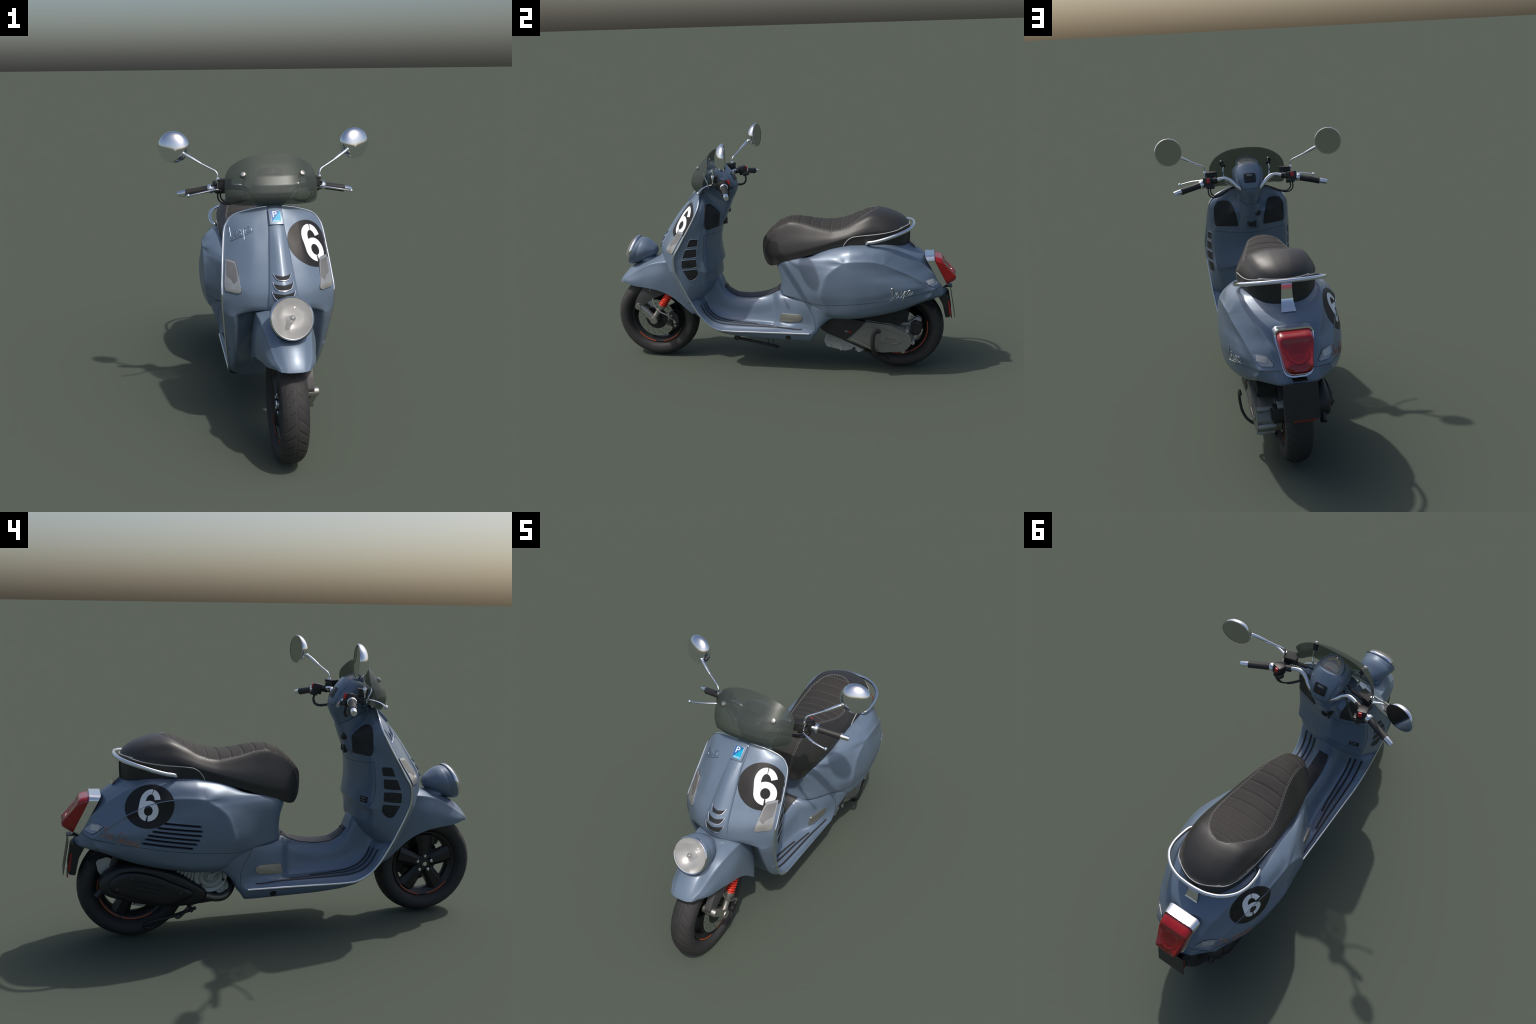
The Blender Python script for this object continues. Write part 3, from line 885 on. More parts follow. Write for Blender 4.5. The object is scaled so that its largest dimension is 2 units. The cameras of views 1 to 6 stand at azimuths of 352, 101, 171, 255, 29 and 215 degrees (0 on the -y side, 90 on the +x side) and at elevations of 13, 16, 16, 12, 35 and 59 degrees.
# glove pads (dark rounded panels) on the inner shield
for sgn in (1, -1):
    patch("shield_pad", "knee_panel", [(sgn * a, b) for a, b in [(.192, .935), (.176, .962), (.150, .972), (.108, .968), (.092, .945), (.078, .895), (.068, .832), (.185, .834), (.191, .845)]],
          (arr([0, 0, 0]), (1, 0, 0), (0, 0, 1)), (0, -1, 0), .003, PADDLE, knee_panel, r=.012)

# radiator grilles in the sides of the shield
GR = [[(-.466, .788), (-.420, .788), (-.426, .746), (-.485, .742)], [(-.493, .730), (-.430, .733), (-.434, .685), (-.513, .680)],
      [(-.517, .668), (-.436, .672), (-.435, .625), (-.518, .618)], [(-.515, .608), (-.434, .614), (-.430, .583), (-.441, .562), (-.464, .547), (-.486, .552)]]
for sgn in (1, -1):
    for g in GR:
        patch("radiator_grille", "knee_panel", g, (arr([sgn * .3, 0, 0]), (0, 1, 0), (0, 0, 1)), (-sgn, 0, 0), .0006, HONEY, knee_panel, r=.007, step=.01)
        Q = [p for p in drape("knee_panel", [(sgn * .3, a, b) for a, b in roundpoly(g, .007, 5)], (-sgn, 0, 0), .0002) if p is not None]
        add("grille_rim", tube(Q, .0016, 6, closed=True), PAINT, knee_panel)

# small dark label with two lines of writing, right side of the glove door
LB = (arr([-.147, 0, .625]), (-1, 0, 0), (0, 0, 1))
patch("label_plate", "knee_panel", [(-.024, -.014), (.024, -.014), (.024, .014), (-.024, .014)], LB, (0, -1, 0), .0012, GLOSSB, knee_panel, r=.003)
script("label_writing", "Sei Giorni", "knee_panel", (arr([-.126, 0, .629]), (-1, 0, 0), (0, 0, 1)), (0, -1, 0), .010, .0004, .0014, LCD, parent=knee_panel)
script("label_writing", "oroso eoro", "knee_panel", (arr([-.128, 0, .617]), (-1, 0, 0), (0, 0, 1)), (0, -1, 0), .009, .0004, .0014, LCD, parent=knee_panel)

# ------------------------------------------------------------------ front of the apron: louvres, badge, lamps, writing
for k, (zt, zb, wt, wb) in enumerate([(.787, .765, .036, .027), (.754, .728, .042, .032), (.719, .690, .047, .036)]):
    out = [(-wt, zt), (-wb, zb + .004), (-wb + .006, zb), (wb - .006, zb), (wb, zb + .004), (wt, zt), (wt - .008, zt - .006), (0, zt - .009), (-wt + .008, zt - .006)]
    patch("louvre_opening", "horn_cover", out, (arr([0, -1, 0]), (1, 0, 0), (0, 0, 1)), (0, 1, 0), .0006, MATTB, front_apron, r=.0)
    Q = [p for p in drape("horn_cover", [(x, -1, z) for x, z in spl([(-wt, zt), (-wb, zb + .004), (-wb + .007, zb - .001), (0, zb - .004), (wb - .007, zb - .001), (wb, zb + .004), (wt, zt)], 40)],
                          (0, 1, 0), .003) if p is not None]
    add("louvre_trim", tube(Q, .0022, 6), CHROME, front_apron)
# badge
bn = arr([0, -.744, .668])
bn /= np.linalg.norm(bn)
bu, bv = arr([1., 0, 0]), np.cross(bn, arr([1., 0, 0]))
bv = bv if bv[2] > 0 else -bv
bc = arr([0, -.4975, .9995])
hw, hh = .0205, .028
badge = add("badge", (lambda B: (B[0], B[1]))(box((0, 0, 0), (1, 1, 1))), CHROME, front_apron)
badge.data.clear_geometry()
Vb = arr([[sx * (hw + .002), sy * (hh + .002), sz] for sx in (-1, 1) for sy in (-1, 1) for sz in (-.022, .0025)])
Vb = bc + Vb[:, :1] * bu + Vb[:, 1:2] * bv + Vb[:, 2:] * bn
badge_frame = add("badge_frame", (Vb, [(0, 1, 3, 2), (4, 6, 7, 5), (0, 4, 5, 1), (2, 3, 7, 6), (0, 2, 6, 4), (1, 5, 7, 3)]), CHROME, front_apron, bevel=.001)
bpy.data.objects.remove(badge, do_unlink=True)


def badge_tri(name, pts, h, m):
    V = [bc + bu * a + bv * b + bn * h for a, b in pts]
    add(name, (V, [tuple(range(len(V)))]), m, badge_frame)


badge_tri("badge_field", [(-hw, -hh), (-hw, hh), (hw, hh)], .0032, BLUED)
badge_tri("badge_field", [(-hw, -hh), (hw, hh), (hw, -hh)], .0032, CYAN)
text_mesh("badge_letter", "P", bc + bu * -.006 + bv * .009 + bn * .0036, bu, bv, .042, .0008, DECALW, badge_frame)
text_mesh("badge_word", "PIAGGIO", bc + bu * .002 + bv * -.0225 + bn * .0036, bu, bv, .0085, .0008, DECALW, badge_frame)
# raised block around the badge
blk = arr([[sx * .031, sy * .040, sz] for sx in (-1, 1) for sy in (-1, 1) for sz in (-.03, -.0005)])
blk = bc + bv * .002 + blk[:, :1] * bu + blk[:, 1:2] * bv + blk[:, 2:] * bn
add("badge_block", (blk, [(0, 1, 3, 2), (4, 6, 7, 5), (0, 4, 5, 1), (2, 3, 7, 6), (0, 2, 6, 4), (1, 5, 7, 3)]), PAINT, front_apron, bevel=.003)

# front turn lamps
for sgn in (1, -1):
    n_ = arr([sgn * .62, -.70, .30])
    n_ /= np.linalg.norm(n_)
    quad3 = [(.222, -.500, .826), (.186, -.542, .822), (.180, -.560, .800), (.167, -.622, .706), (.176, -.612, .697), (.228, -.570, .700), (.230, -.562, .712)]
    o_ = arr([sgn * .2, -.56, .76])
    u_ = np.cross((0, 0, 1), n_)
    u_ /= np.linalg.norm(u_)
    v_ = np.cross(n_, u_)
    pl = [((arr([sgn * a, b, c]) - o_) @ u_, (arr([sgn * a, b, c]) - o_) @ v_) for a, b, c in quad3]
    lamp = patch("turn_lamp", "front_apron", pl, (o_, u_, v_), -n_, .004, LENSG, front_apron, r=.006)
    ctr = np.mean(pl, 0)
    A_ = [arr(p) for p in pl]
    inner = [ctr + (p - ctr) * .86 for p in (A_[0], A_[1], A_[2], A_[2] * .45 + A_[3] * .55, ctr * .55 + A_[4] * .45, ctr + (A_[6] - ctr) * .12, ctr + (A_[6] - ctr) * .5 + (A_[0] - ctr) * .35)]
    patch("turn_lamp_reflector", "front_apron", inner, (o_, u_, v_), -n_, .0046, mat("lamp_inner", (.22, .215, .21), .3, metal=.4, vary=.1), lamp or front_apron, r=.004)
    Q = [p for p in drape("front_apron", [o_ + u_ * a + v_ * b for a, b in roundpoly(pl, .006, 4)], -n_, .0005) if p is not None]
    add("turn_lamp_gasket", tube(Q, .0016, 6, closed=True), SEAM, front_apron)

# chrome writing on the right of the apron
script("front_writing", "Vespa", "front_apron", (arr([-.200, -.6, .900]), arr([.92, -.10, .38]), arr([-.30, .15, .94])), (0, 1, -.0), .052, .0013, .0008, SCRIPTD, underline=True, parent=front_apron)


# number decals: disc and stencil digit
def digit_six(tag, surf, fr, d, h, lift, parent):
    """A bold stencil six of height h built as two strokes."""
    def strip(fo, fi, a0, a1, n=36):
        A = np.radians(np.linspace(a0, a1, n))
        return [fo(a) for a in A], [fi(a) for a in A]
    cx, cy = .0, -.185
    bo = lambda a: (cx + .315 * math.cos(a) * h, (cy + .315 * math.sin(a)) * h)
    bi = lambda a: (cx + .135 * math.cos(a) * h, (cy + .145 * math.sin(a)) * h)
    for a0, a1 in ((-84, 94), (94, 264)):
        L, R = strip(bo, bi, a0, a1)
        strip_patch("decal_digit", surf, L, R, fr, d, lift, DECALW, parent)
    # stem from the left of the bowl over the top to the end of the hook
    to = lambda a: ((.0 + .315 * math.cos(a)) * h, (.10 + .40 * math.sin(a)) * h)
    ti = lambda a: ((.0 + .135 * math.cos(a)) * h, (.10 + .235 * math.sin(a)) * h)
    for a0, a1 in ((84, 186), (16, 79)):
        L, R = strip(to, ti, a0, a1, 28)
        strip_patch("decal_digit", surf, L, R, fr, d, lift * 1.15, DECALW, parent)
    L = [((-.315) * h, t * h) for t in np.linspace(.10, -.19, 12)]
    R = [((-.135) * h, t * h) for t in np.linspace(.10, -.19, 12)]
    strip_patch("decal_digit", surf, L, R, fr, d, lift * 1.3, DECALW, parent)


nf = arr([.50, -.70, .50])
nf /= np.linalg.norm(nf)
uf = arr([.80, .52, -.07])
uf -= nf * (uf @ nf)
uf /= np.linalg.norm(uf)
vf = np.cross(nf, uf)
FR6 = (arr([.148, -.527, .880]), uf, vf)


def past_edge(p):
    return p[0] > np.interp(p[2], [.70, .79, .88, .948, .984], [.240, .233, .222, .209, .186])


disc = [(.002 + .110 * math.cos(a), .005 + .109 * math.sin(a)) for a in np.linspace(0, 2 * PI, 72, endpoint=False)]
dec = patch("number_disc", "front_apron", disc, FR6, -nf, .0006, DECALB, front_apron, r=0, step=.005, sink=.0005, cut=past_edge)
digit_six("front", "front_apron", (arr([.160, -.514, .883]), uf, vf), -nf, .172, .0012, dec)

nr = arr([-.90, .10, .42])
nr /= np.linalg.norm(nr)
ur = np.cross((0, 0, 1), nr)
ur /= np.linalg.norm(ur)
vr = np.cross(nr, ur)
FRR = (arr([-.235, .632, .668]), ur, vr)
disc = [(.104 * math.cos(a), .094 * math.sin(a)) for a in np.linspace(0, 2 * PI, 72, endpoint=False)]
dec2 = patch("number_disc", "rear_body", disc, FRR, -nr, .0006, DECALB, rear_body, r=0, step=.005, sink=.0005)
lean = math.radians(-12)
ur2, vr2 = ur * math.cos(lean) + vr * math.sin(lean), vr * math.cos(lean) - ur * math.sin(lean)
digit_six("rear", "rear_body", (FRR[0] + vr * .004, ur2, vr2), -nr, .135, .0012, dec2)
Q = drape("rear_body", [(-1.0, y, z) for y, z in spl([(.738, .614), (.69, .640), (.62, .672), (.56, .687), (.530, .690)], 40)], (1, 0, 0), .0007)
Q = [q for q in Q if q is not None]
add("decal_gap", tube(Q, .0024, 6, flat=.5, up=(-.9, 0, .4)), PAINT, rear_body)

# near-black strips modelled inside the cooling slots as the shadow of their depth
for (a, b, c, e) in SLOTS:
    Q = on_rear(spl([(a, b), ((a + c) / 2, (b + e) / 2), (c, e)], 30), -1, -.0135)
    add("slot_shadow_strip", tube(Q, .0058, 8, flat=.25, up=(1, 0, 0)), SLOT, rear_body)
script("side_writing", "Vespa", "rear_body", (arr([.9, .640, .488]), arr([0, .98, .17]), arr([0, -.1, 1.0])), (-1, 0, 0), .060, .0020, .0015, CHROME, underline=True, parent=rear_body)
script("side_writing", "Sei Giorni", "rear_body", (arr([-.9, .832, .528]), arr([0, -.965, -.26]), arr([0, .0, 1.0])), (1, 0, 0), .046, .0017, .0009, LOGOR, parent=rear_body)

# ------------------------------------------------------------------ floor details
stripe_paths = [[(.113, -.422), (.112, -.37), (.112, -.30), (.117, -.22), (.131, -.120)], [(.140, -.428), (.138, -.37), (.138, -.30), (.143, -.18), (.161, -.015)],
                [(.175, -.435), (.170, -.37), (.169, -.30), (.171, -.15), (.180, .150)]]
for sgn in (1, -1):
    for sp in stripe_paths:
        Q = drape("floorboard", [(sgn * x, y, .30 + .6 * max(0, -y - .28)) for x, y in spl(sp, 70) if y < -.2], (0, -.55, -1), .0006, back=.12)
        Q += drape("floorboard", [(sgn * x, y, .30) for x, y in spl(sp, 70) if y >= -.2], (0, 0, -1), .0006, back=.0)
        Q = [q for q in Q if q is not None]
        add("floor_strip", tube(Q, .0054, 8, flat=.42, up=(0, .4, .9)), MATRUB, floorboard)
    # folded passenger foot peg in its pocket
    peg = prism_x([(.013, .292), (.026, .342), (.134, .348), (.152, .338), (.152, .320), (.138, .308), (.05, .298)], sgn * .120, sgn * .160, r=.006)
    pv = peg[0].copy()
    pv[:, 0] += sgn * np.interp(pv[:, 1], [0.015, .05, .15], [-.018, .002, .014])
    pegob = add("foot_peg", (pv, peg[1]), SATIN, floorboard, bevel=.002)
    # plug in the skirt
    q, nn = cast("lower_skirt", (sgn * .5, .071, .214), (-sgn, 0, 0))
    if q is not None:
        nn = nn if nn[0] * sgn > 0 else -nn
        add("skirt_plug", revolve([(.0155, -.002), (.0155, .0008), (.013, .0014), (0, .0014)], q, nn, 24), BLACK, floorboard)
# rubber mat over the tunnel
us = np.linspace(1.85, 8.10, 60)
half = .94
MV = floor(us, np.linspace(floor.off - half, floor.off + half, 25))
w = np.interp(np.linspace(0, 1, 60), [0, .15, .5, .85, 1], [.80, .95, 1.15, 1.12, .95])
MV = []
for u_, ww in zip(us, w):
    MV.append(floor([u_], np.linspace(floor.off - half * ww, floor.off + half * ww, 25))[0])
MV = arr(MV)
gu, gv = np.gradient(MV, axis=0), np.gradient(MV, axis=1)
NN = np.cross(gu, gv)
NN /= np.linalg.norm(NN, axis=2, keepdims=True)
NN *= np.sign(NN[30, 12, 2])
tunnel_mat = add("tunnel_mat", shell(MV + NN * .003, .0025 * (-1 if np.cross(gu, gv)[30, 12, 2] > 0 else 1)), MATRUB, floorboard, angle=50)
for i, j in ((2, 4), (2, 20), (57, 4), (57, 20)):
    add("mat_screw", sphere(MV[i, j] + NN[i, j] * .004, .004, 8), BLACK, tunnel_mat)

# ------------------------------------------------------------------ seat
ST = [  # y, top z, (stitch x, z), (widest x, z), (lower x, z)
    (-.096, .716, .001, .712, .001, .700, .001, .690), (-.090, .744, .020, .736, .030, .694, .025, .664), (-.075, .771, .035, .760, .056, .686, .050, .634),
    (-.050, .802, .046, .788, .080, .678, .075, .611), (-.010, .840, .054, .820, .104, .674, .100, .617), (.030, .865, .060, .841, .119, .682, .115, .636),
    (.080, .879, .068, .861, .134, .694, .130, .652), (.150, .875, .080, .858, .148, .716, .144, .677), (.220, .862, .100, .844, .158, .738, .154, .704),
    (.310, .861, .120, .834, .166, .768, .162, .733), (.390, .878, .126, .850, .171, .795, .167, .754), (.460, .907, .122, .885, .171, .818, .168, .758),
    (.530, .932, .118, .912, .166, .832, .163, .760), (.600, .927, .110, .906, .156, .838, .150, .764), (.660, .909, .094, .888, .134, .838, .122, .756),
    (.700, .888, .068, .872, .100, .836, .090, .750), (.722, .869, .042, .859, .062, .834, .055, .747), (.733, .852, .021, .848, .030, .832, .027, .747), (.737, .840, .001, .839, .001, .830, .001, .750),
]
SEAT = []
for y, zt, xs, zs, xb, zb, xe, ze in ST:
    SEAT.append([(0, y, zt), (xs * .30, y, zt - (zt - zs) * .05), (xs * .62, y, zt - (zt - zs) * .30), (xs, y, zs), (xs * .46 + xb * .54, y, zs * .60 + zb * .40), (xs * .12 + xb * .88, y, zs * .25 + zb * .75), (xb, y, zb),
                 (xb * .45 + xe * .55, y, (zb + ze) / 2), (xe, y, ze), (xe * .8, y, ze + .002)])
seat_s = Surf(SEAT, "first")
SG = seat_s.grid(220, 131)
XS = arr([(-.11, .052), (-.06, .052), (-.03, .056), (.02, .060), (.08, .069), (.15, .082), (.22, .102), (.31, .123), (.36, .127), (.42, .120), (.47, .100), (.51, .075), (.54, .040), (.552, .0)])
QUILT = [-.020, .028, .080, .133, .190, .247, .305, .360, .412, .464, .518]
X, Y = np.abs(SG[..., 0]), SG[..., 1]
inside = np.clip((np.interp(Y, XS[:, 0], XS[:, 1]) - X) / .006, 0, 1) * (SG[..., 2] > .76)
g = np.zeros_like(Y)
for q in QUILT:
    g += np.exp(-((Y - q - .05 * X) / .0042) ** 2)
SG[..., 2] -= .0042 * g * inside
border = np.exp(-((np.interp(Y, XS[:, 0], XS[:, 1]) - X) / .004) ** 2)
SG[..., 2] -= .0015 * border * (Y < .553) * (SG[..., 2] > .76)


def mat_seat():
    m = mat("seat_cover", (0.027, 0.0258, 0.025), rough=0.46, spec=0.5, vary=0.06, bump=0.12, bscale=500)
    nt = m.node_tree
    b = nt.nodes["Principled BSDF"]
    tc = [n for n in nt.nodes if n.bl_idname == "ShaderNodeTexCoord"][0]
    sx = nt.nodes.new("ShaderNodeSeparateXYZ")
    nt.links.new(tc.outputs["Object"], sx.inputs["Vector"])
    mr = nt.nodes.new("ShaderNodeMapRange")
    mr.inputs["From Min"].default_value = -.11
    mr.inputs["From Max"].default_value = .56
    nt.links.new(sx.outputs["Y"], mr.inputs["Value"])
    fc = nt.nodes.new("ShaderNodeFloatCurve")
    cv = fc.mapping.curves[0]
    pts = [((y + .11) / .67, x / .2) for y, x in XS] + [(1.0, 0.0)]
    cv.points[0].location = pts[0]
    cv.points[-1].location = pts[-1]
    for p in pts[1:-1]:
        cv.points.new(*p)
    for p in cv.points:
        p.handle_type = "VECTOR"
    fc.mapping.update()
    nt.links.new(mr.outputs["Result"], fc.inputs["Value"])
    sc = nt.nodes.new("ShaderNodeMath")
    sc.operation = "MULTIPLY"
    sc.inputs[1].default_value = .2
    nt.links.new(fc.outputs["Value"], sc.inputs[0])
    ab = nt.nodes.new("ShaderNodeMath")
    ab.operation = "ABSOLUTE"
    nt.links.new(sx.outputs["X"], ab.inputs[0])
    lt = nt.nodes.new("ShaderNodeMath")
    lt.operation = "LESS_THAN"
    nt.links.new(ab.outputs[0], lt.inputs[0])
    nt.links.new(sc.outputs[0], lt.inputs[1])
    old = b.inputs["Base Color"].links[0].from_socket
    wv = nt.nodes.new("ShaderNodeTexNoise")
    wv.inputs["Scale"].default_value = 700
    nt.links.new(tc.outputs["Object"], wv.inputs["Vector"])
    rp = nt.nodes.new("ShaderNodeValToRGB")
    rp.color_ramp.elements[0].color = (0.020, 0.0185, 0.017, 1)
    rp.color_ramp.elements[1].color = (0.036, 0.033, 0.030, 1)
    rp.color_ramp.elements[0].position = .35
    rp.color_ramp.elements[1].position = .65
    nt.links.new(wv.outputs["Fac"], rp.inputs["Fac"])
    mx = nt.nodes.new("ShaderNodeMix")
    mx.data_type = "RGBA"
    nt.links.new(lt.outputs[0], mx.inputs["Factor"])
    nt.links.new(old, mx.inputs[6])
    nt.links.new(rp.outputs["Color"], mx.inputs[7])
    nt.links.new(mx.outputs[2], b.inputs["Base Color"])
    rr = nt.nodes.new("ShaderNodeMapRange")
    rr.inputs["To Min"].default_value = .46
    rr.inputs["To Max"].default_value = .85
    nt.links.new(lt.outputs[0], rr.inputs["Value"])
    nt.links.new(rr.outputs["Result"], b.inputs["Roughness"])
    return m


seat = add("seat", gmesh(SG), mat_seat(), angle=70, keep=True)
# quilting threads
for q in QUILT:
    xs = np.interp(q, XS[:, 0], XS[:, 1]) - .001
    Q = [p for p in drape("seat", [(x, q + .05 * abs(x), 1.2) for x in np.linspace(-xs, xs, 41)], (0, 0, -1), .0002) if p is not None]
    add("quilt_thread", tube(Q, .0008, 5), QTHREAD, seat)
# double stitching round the top panel
for off in (-.0028, .0028):
    half_path = [(max(x + off, 0), y + (off if x < .05 and y > .4 else 0)) for y, x in XS[2:]]
    loop = half_path + [(-x, y) for x, y in half_path[-2::-1]]
    Q = [p for p in drape("seat", [(x, y, 1.2) for x, y in spl(loop, 260)], (0, 0, -1), .0004) if p is not None]
    # dashes
    parts = [tube(Q[i:i + 3], .0009, 5) for i in range(0, len(Q) - 3, 3)]
    add("seat_stitching", join(parts), THREAD, seat, kind="stuff")
    for sgn in (1, -1):
        Q = [p for p in drape("seat", [(sgn * (x + off), -.5, z) for x, z in spl([(.056, .795), (.054, .76), (.052, .70), (.045, .65), (.034, .622)], 40)], (0, 1, 0), .0004) if p is not None]
        parts = [tube(Q[i:i + 3], .0009, 5) for i in range(0, len(Q) - 3, 3)]
        add("seat_stitching", join(parts), THREAD, seat, kind="stuff")
# pale piping along the sides and round the tail
pip = spl([(.383, .752), (.395, .775), (.415, .797), (.44, .809), (.49, .816), (.56, .823), (.63, .833), (.70, .848)], 60)
for sgn in (1, -1):
    Q = [p for p in drape("seat", [(sgn * 1, y, z) for y, z in pip], (-sgn, 0, 0), .0008) if p is not None]
    add("seat_piping", tube(Q, .0024, 8), PIPING, seat)
A = np.linspace(math.radians(47), math.radians(133), 60)
Q = [p for p in drape("seat", [(.16 * math.cos(a), .60 + .9 * math.sin(a), .842 + .010 * math.sin(a)) for a in A], (0, -1, 0), .0008) if p is not None]
add("seat_piping", tube(Q, .0024, 8), PIPING, seat)

# ------------------------------------------------------------------ grab rail, strap, tail
rail_half = [(.166, .512, .774), (.180, .510, .780), (.191, .522, .785), (.197, .555, .792), (.198, .605, .807), (.187, .658, .824), (.156, .704, .837), (.108, .738, .846), (.055, .754, .850), (0, .758, .851)]
rail = spl(rail_half + [(-x, y, z) for x, y, z in rail_half[-2::-1]], 160)
add("grab_rail", tube(rail, .0094, 14), CHROME)
# chrome strap from rail to tail deck
strap = []
for y, z, w_ in [(.757, .850, .0225), (.750, .830, .0225), (.744, .800, .0235), (.746, .768, .0255), (.757, .745, .028), (.7745, .7215, .032)]:
    strap.append([(x, y, z) for x in np.linspace(-w_, w_, 9)])
sg = Surf(strap).grid(30, 9)
add("rail_strap", shell(sg, .003), CHROME, angle=30)

# tail lamp: chrome bezel and red lens, extruded out of the tail
tn = arr([0, .80, .56])
tn /= np.linalg.norm(tn)
tu = arr([0, -.56, .80])
tu /= np.linalg.norm(tu)


def lamp_ring(halfs, n=14):
    """closed outline: list of (x half-width, s along the lamp) from top to bottom, rounded"""
    poly = [(x, s) for x, s in halfs] + [(-x, s) for x, s in halfs[::-1]]
    return roundpoly(poly, .022, n)


def lamp_body(name, sections, material, parent, cap=True, angle=40):
    """sections: (outline, list of 3D placement functions)"""
    P = arr(sections)
    return add(name, gmesh(P, cv=True, cap1=cap), material, parent, angle=angle)


# side profile: base line on the body, front line of the lens
base = lambda s: arr([0, np.interp(s, [0, .5, 1], [.822, .872, .922]), np.interp(s, [0, .5, 1], [.682, .588, .482])])
lens0 = lambda s: arr([0, np.interp(s, [0, .12, 1], [.868, .872, .950]), np.interp(s, [0, .12, 1], [.684, .658, .502])])
lens1 = lambda s: arr([0, np.interp(s, [0, .14, .62, .78, .90, 1], [.918, .922, .971, .993, .992, .960]), np.interp(s, [0, .14, .62, .78, .90, 1], [.675, .648, .589, .568, .544, .512])])
outline = roundpoly([(.086, 0), (.066, 1), (-.066, 1), (-.086, 0)], .0, 2)


def ring_at(fn, kx, s0=0.0, s1=1.0, n=15, corner=.16):
    pts = []
    S = np.linspace(0, 1, 25)
    prof = []
    for s in S:
        w_ = np.interp(s, [0, 1], [.086, .058]) * kx
        # round the corners
        e = min(s, 1 - s) / corner
        rad = .25 if s < .5 else .55
        if e < 1:
            w_ *= 1 - rad * (1 - math.sqrt(max(0, 1 - (1 - e) ** 2)))
        prof.append((w_, s0 + (s1 - s0) * s))
    P = []
    for w_, s in prof:
        p = fn(s).copy()
        p[0] = w_
        P.append(p)
    # top and bottom closing spans
    top = [fn(prof[0][1]) + arr([x, 0, 0]) for x in np.linspace(-prof[0][0], prof[0][0], 9)[1:-1]]
    bot = [fn(prof[-1][1]) + arr([x, 0, 0]) for x in np.linspace(prof[-1][0], -prof[-1][0], 9)[1:-1]]
    L = [q * arr([-1, 1, 1]) for q in P[::-1]]
    return top + P + bot + L


tail_lamp = add("tail_lamp_bezel", gmesh(arr([ring_at(base, 1.06), ring_at(lambda s: base(s) * .2 + lens0(s) * .8, 1.03), ring_at(lambda s: lens0(s) + tn * .003, 1.0),
                                             ring_at(lambda s: lens0(s) + tn * .003, .94, .03, .97), ring_at(lambda s: lens0(s) - tn * .004, .91, .05, .95)]), cv=True), CHROME, rear_body, angle=40)
mid = lambda f: (lambda s: lens0(s) * (1 - f) + lens1(s) * f)
add("tail_lamp_lens", gmesh(arr([ring_at(mid(-.15), .93, .04, .96), ring_at(mid(.3), .92, .04, .96), ring_at(mid(.8), .89, .05, .95), ring_at(mid(.96), .85, .08, .93),
                                 ring_at(mid(1.0), .78, .12, .90), ring_at(mid(.93), .70, .17, .84), ring_at(mid(.90), .3, .35, .70)]), cv=True, cap1=True), REDLENS, tail_lamp, angle=50)
tn = arr([0, .77, .64])
lc = mid(.90)(.47) + tn * .0005
add("tail_lamp_ring", revolve([(.048, -.004), (.047, .0015), (.042, .0022), (.037, .0015), (.036, -.004)], lc, tn, 40), REDLENS, tail_lamp)
add("tail_lamp_core", revolve([(.038, -.0005), (0, .0002)], lc, tn, 40), REDDEEP, tail_lamp)

# rear turn lamps
for sgn in (1, -1):
    n_ = arr([sgn * .50, .80, .33])
    n_ /= np.linalg.norm(n_)
    o_ = arr([sgn * .13, .86, .55])
    u_ = np.cross((0, 0, 1), n_)
    u_ /= np.linalg.norm(u_)
    v_ = np.cross(n_, u_)
    q3 = [(.167, .817, .566), (.150, .832, .573), (.113, .860, .571), (.094, .894, .545), (.098, .895, .536), (.140, .863, .528), (.150, .850, .538)]
    pl = [((arr([sgn * a, b, c]) - o_) @ u_, (arr([sgn * a, b, c]) - o_) @ v_) for a, b, c in q3]
    lamp = patch("rear_turn_lamp", "rear_body", pl, (o_, u_, v_), -n_, .003, LENSR, rear_body, r=.006)
    ribs = []
    for t in np.linspace(.0, 1.0, 11):
        top = arr(pl[1]) * (1 - t) + arr(pl[2]) * t + arr([0, -.006])
        W = [p for p in drape("rear_body", [o_ + u_ * top[0] + v_ * (top[1] - k) for k in np.linspace(0, .024, 6)], -n_, .0032) if p is not None]
        if len(W) > 3:
            ribs.append(tube(W, .0013, 5))
    add("lamp_ribs", join(ribs), REFLECT, lamp, kind="stuff")
    Q = [p for p in drape("rear_body", [o_ + u_ * a + v_ * b for a, b in roundpoly(pl, .006, 4)], -n_, .0005) if p is not None]
    add("lamp_gasket", tube(Q, .0015, 6, closed=True), SEAM, rear_body)

# licence plate carrier, plate, reflectors
carrier = add("plate_carrier", prism_x([(.895, .455), (.945, .462), (.958, .450), (.975, .352), (.968, .328), (.943, .322), (.925, .400)], -.055, .055, r=.006), BLACK, bevel=.003)
pp_ = lambda t: arr([0, .968 + .027 * t, .483 - .151 * t])
plate = arr([[(x, pp_(t)[1], pp_(t)[2]) for x in (-.073, .073)] for t in (0, .15, .85, 1)])
add("licence_plate", shell(plate, .0025), BLACK, carrier)
add("carrier_lip", box((0, .955, .496), (.06, .040, .003)), BLACK, carrier)
for sgn in (1, -1):
    add("side_reflector", prism_x([(.952, .425), (.960, .425), (.974, .352), (.970, .340), (.962, .345)], sgn * .054, sgn * .060, r=.003), REFL, carrier)
add("rear_reflector", box((-.012, .976, .321), (.10, .006, .013)), REFL, carrier, bevel=.002)

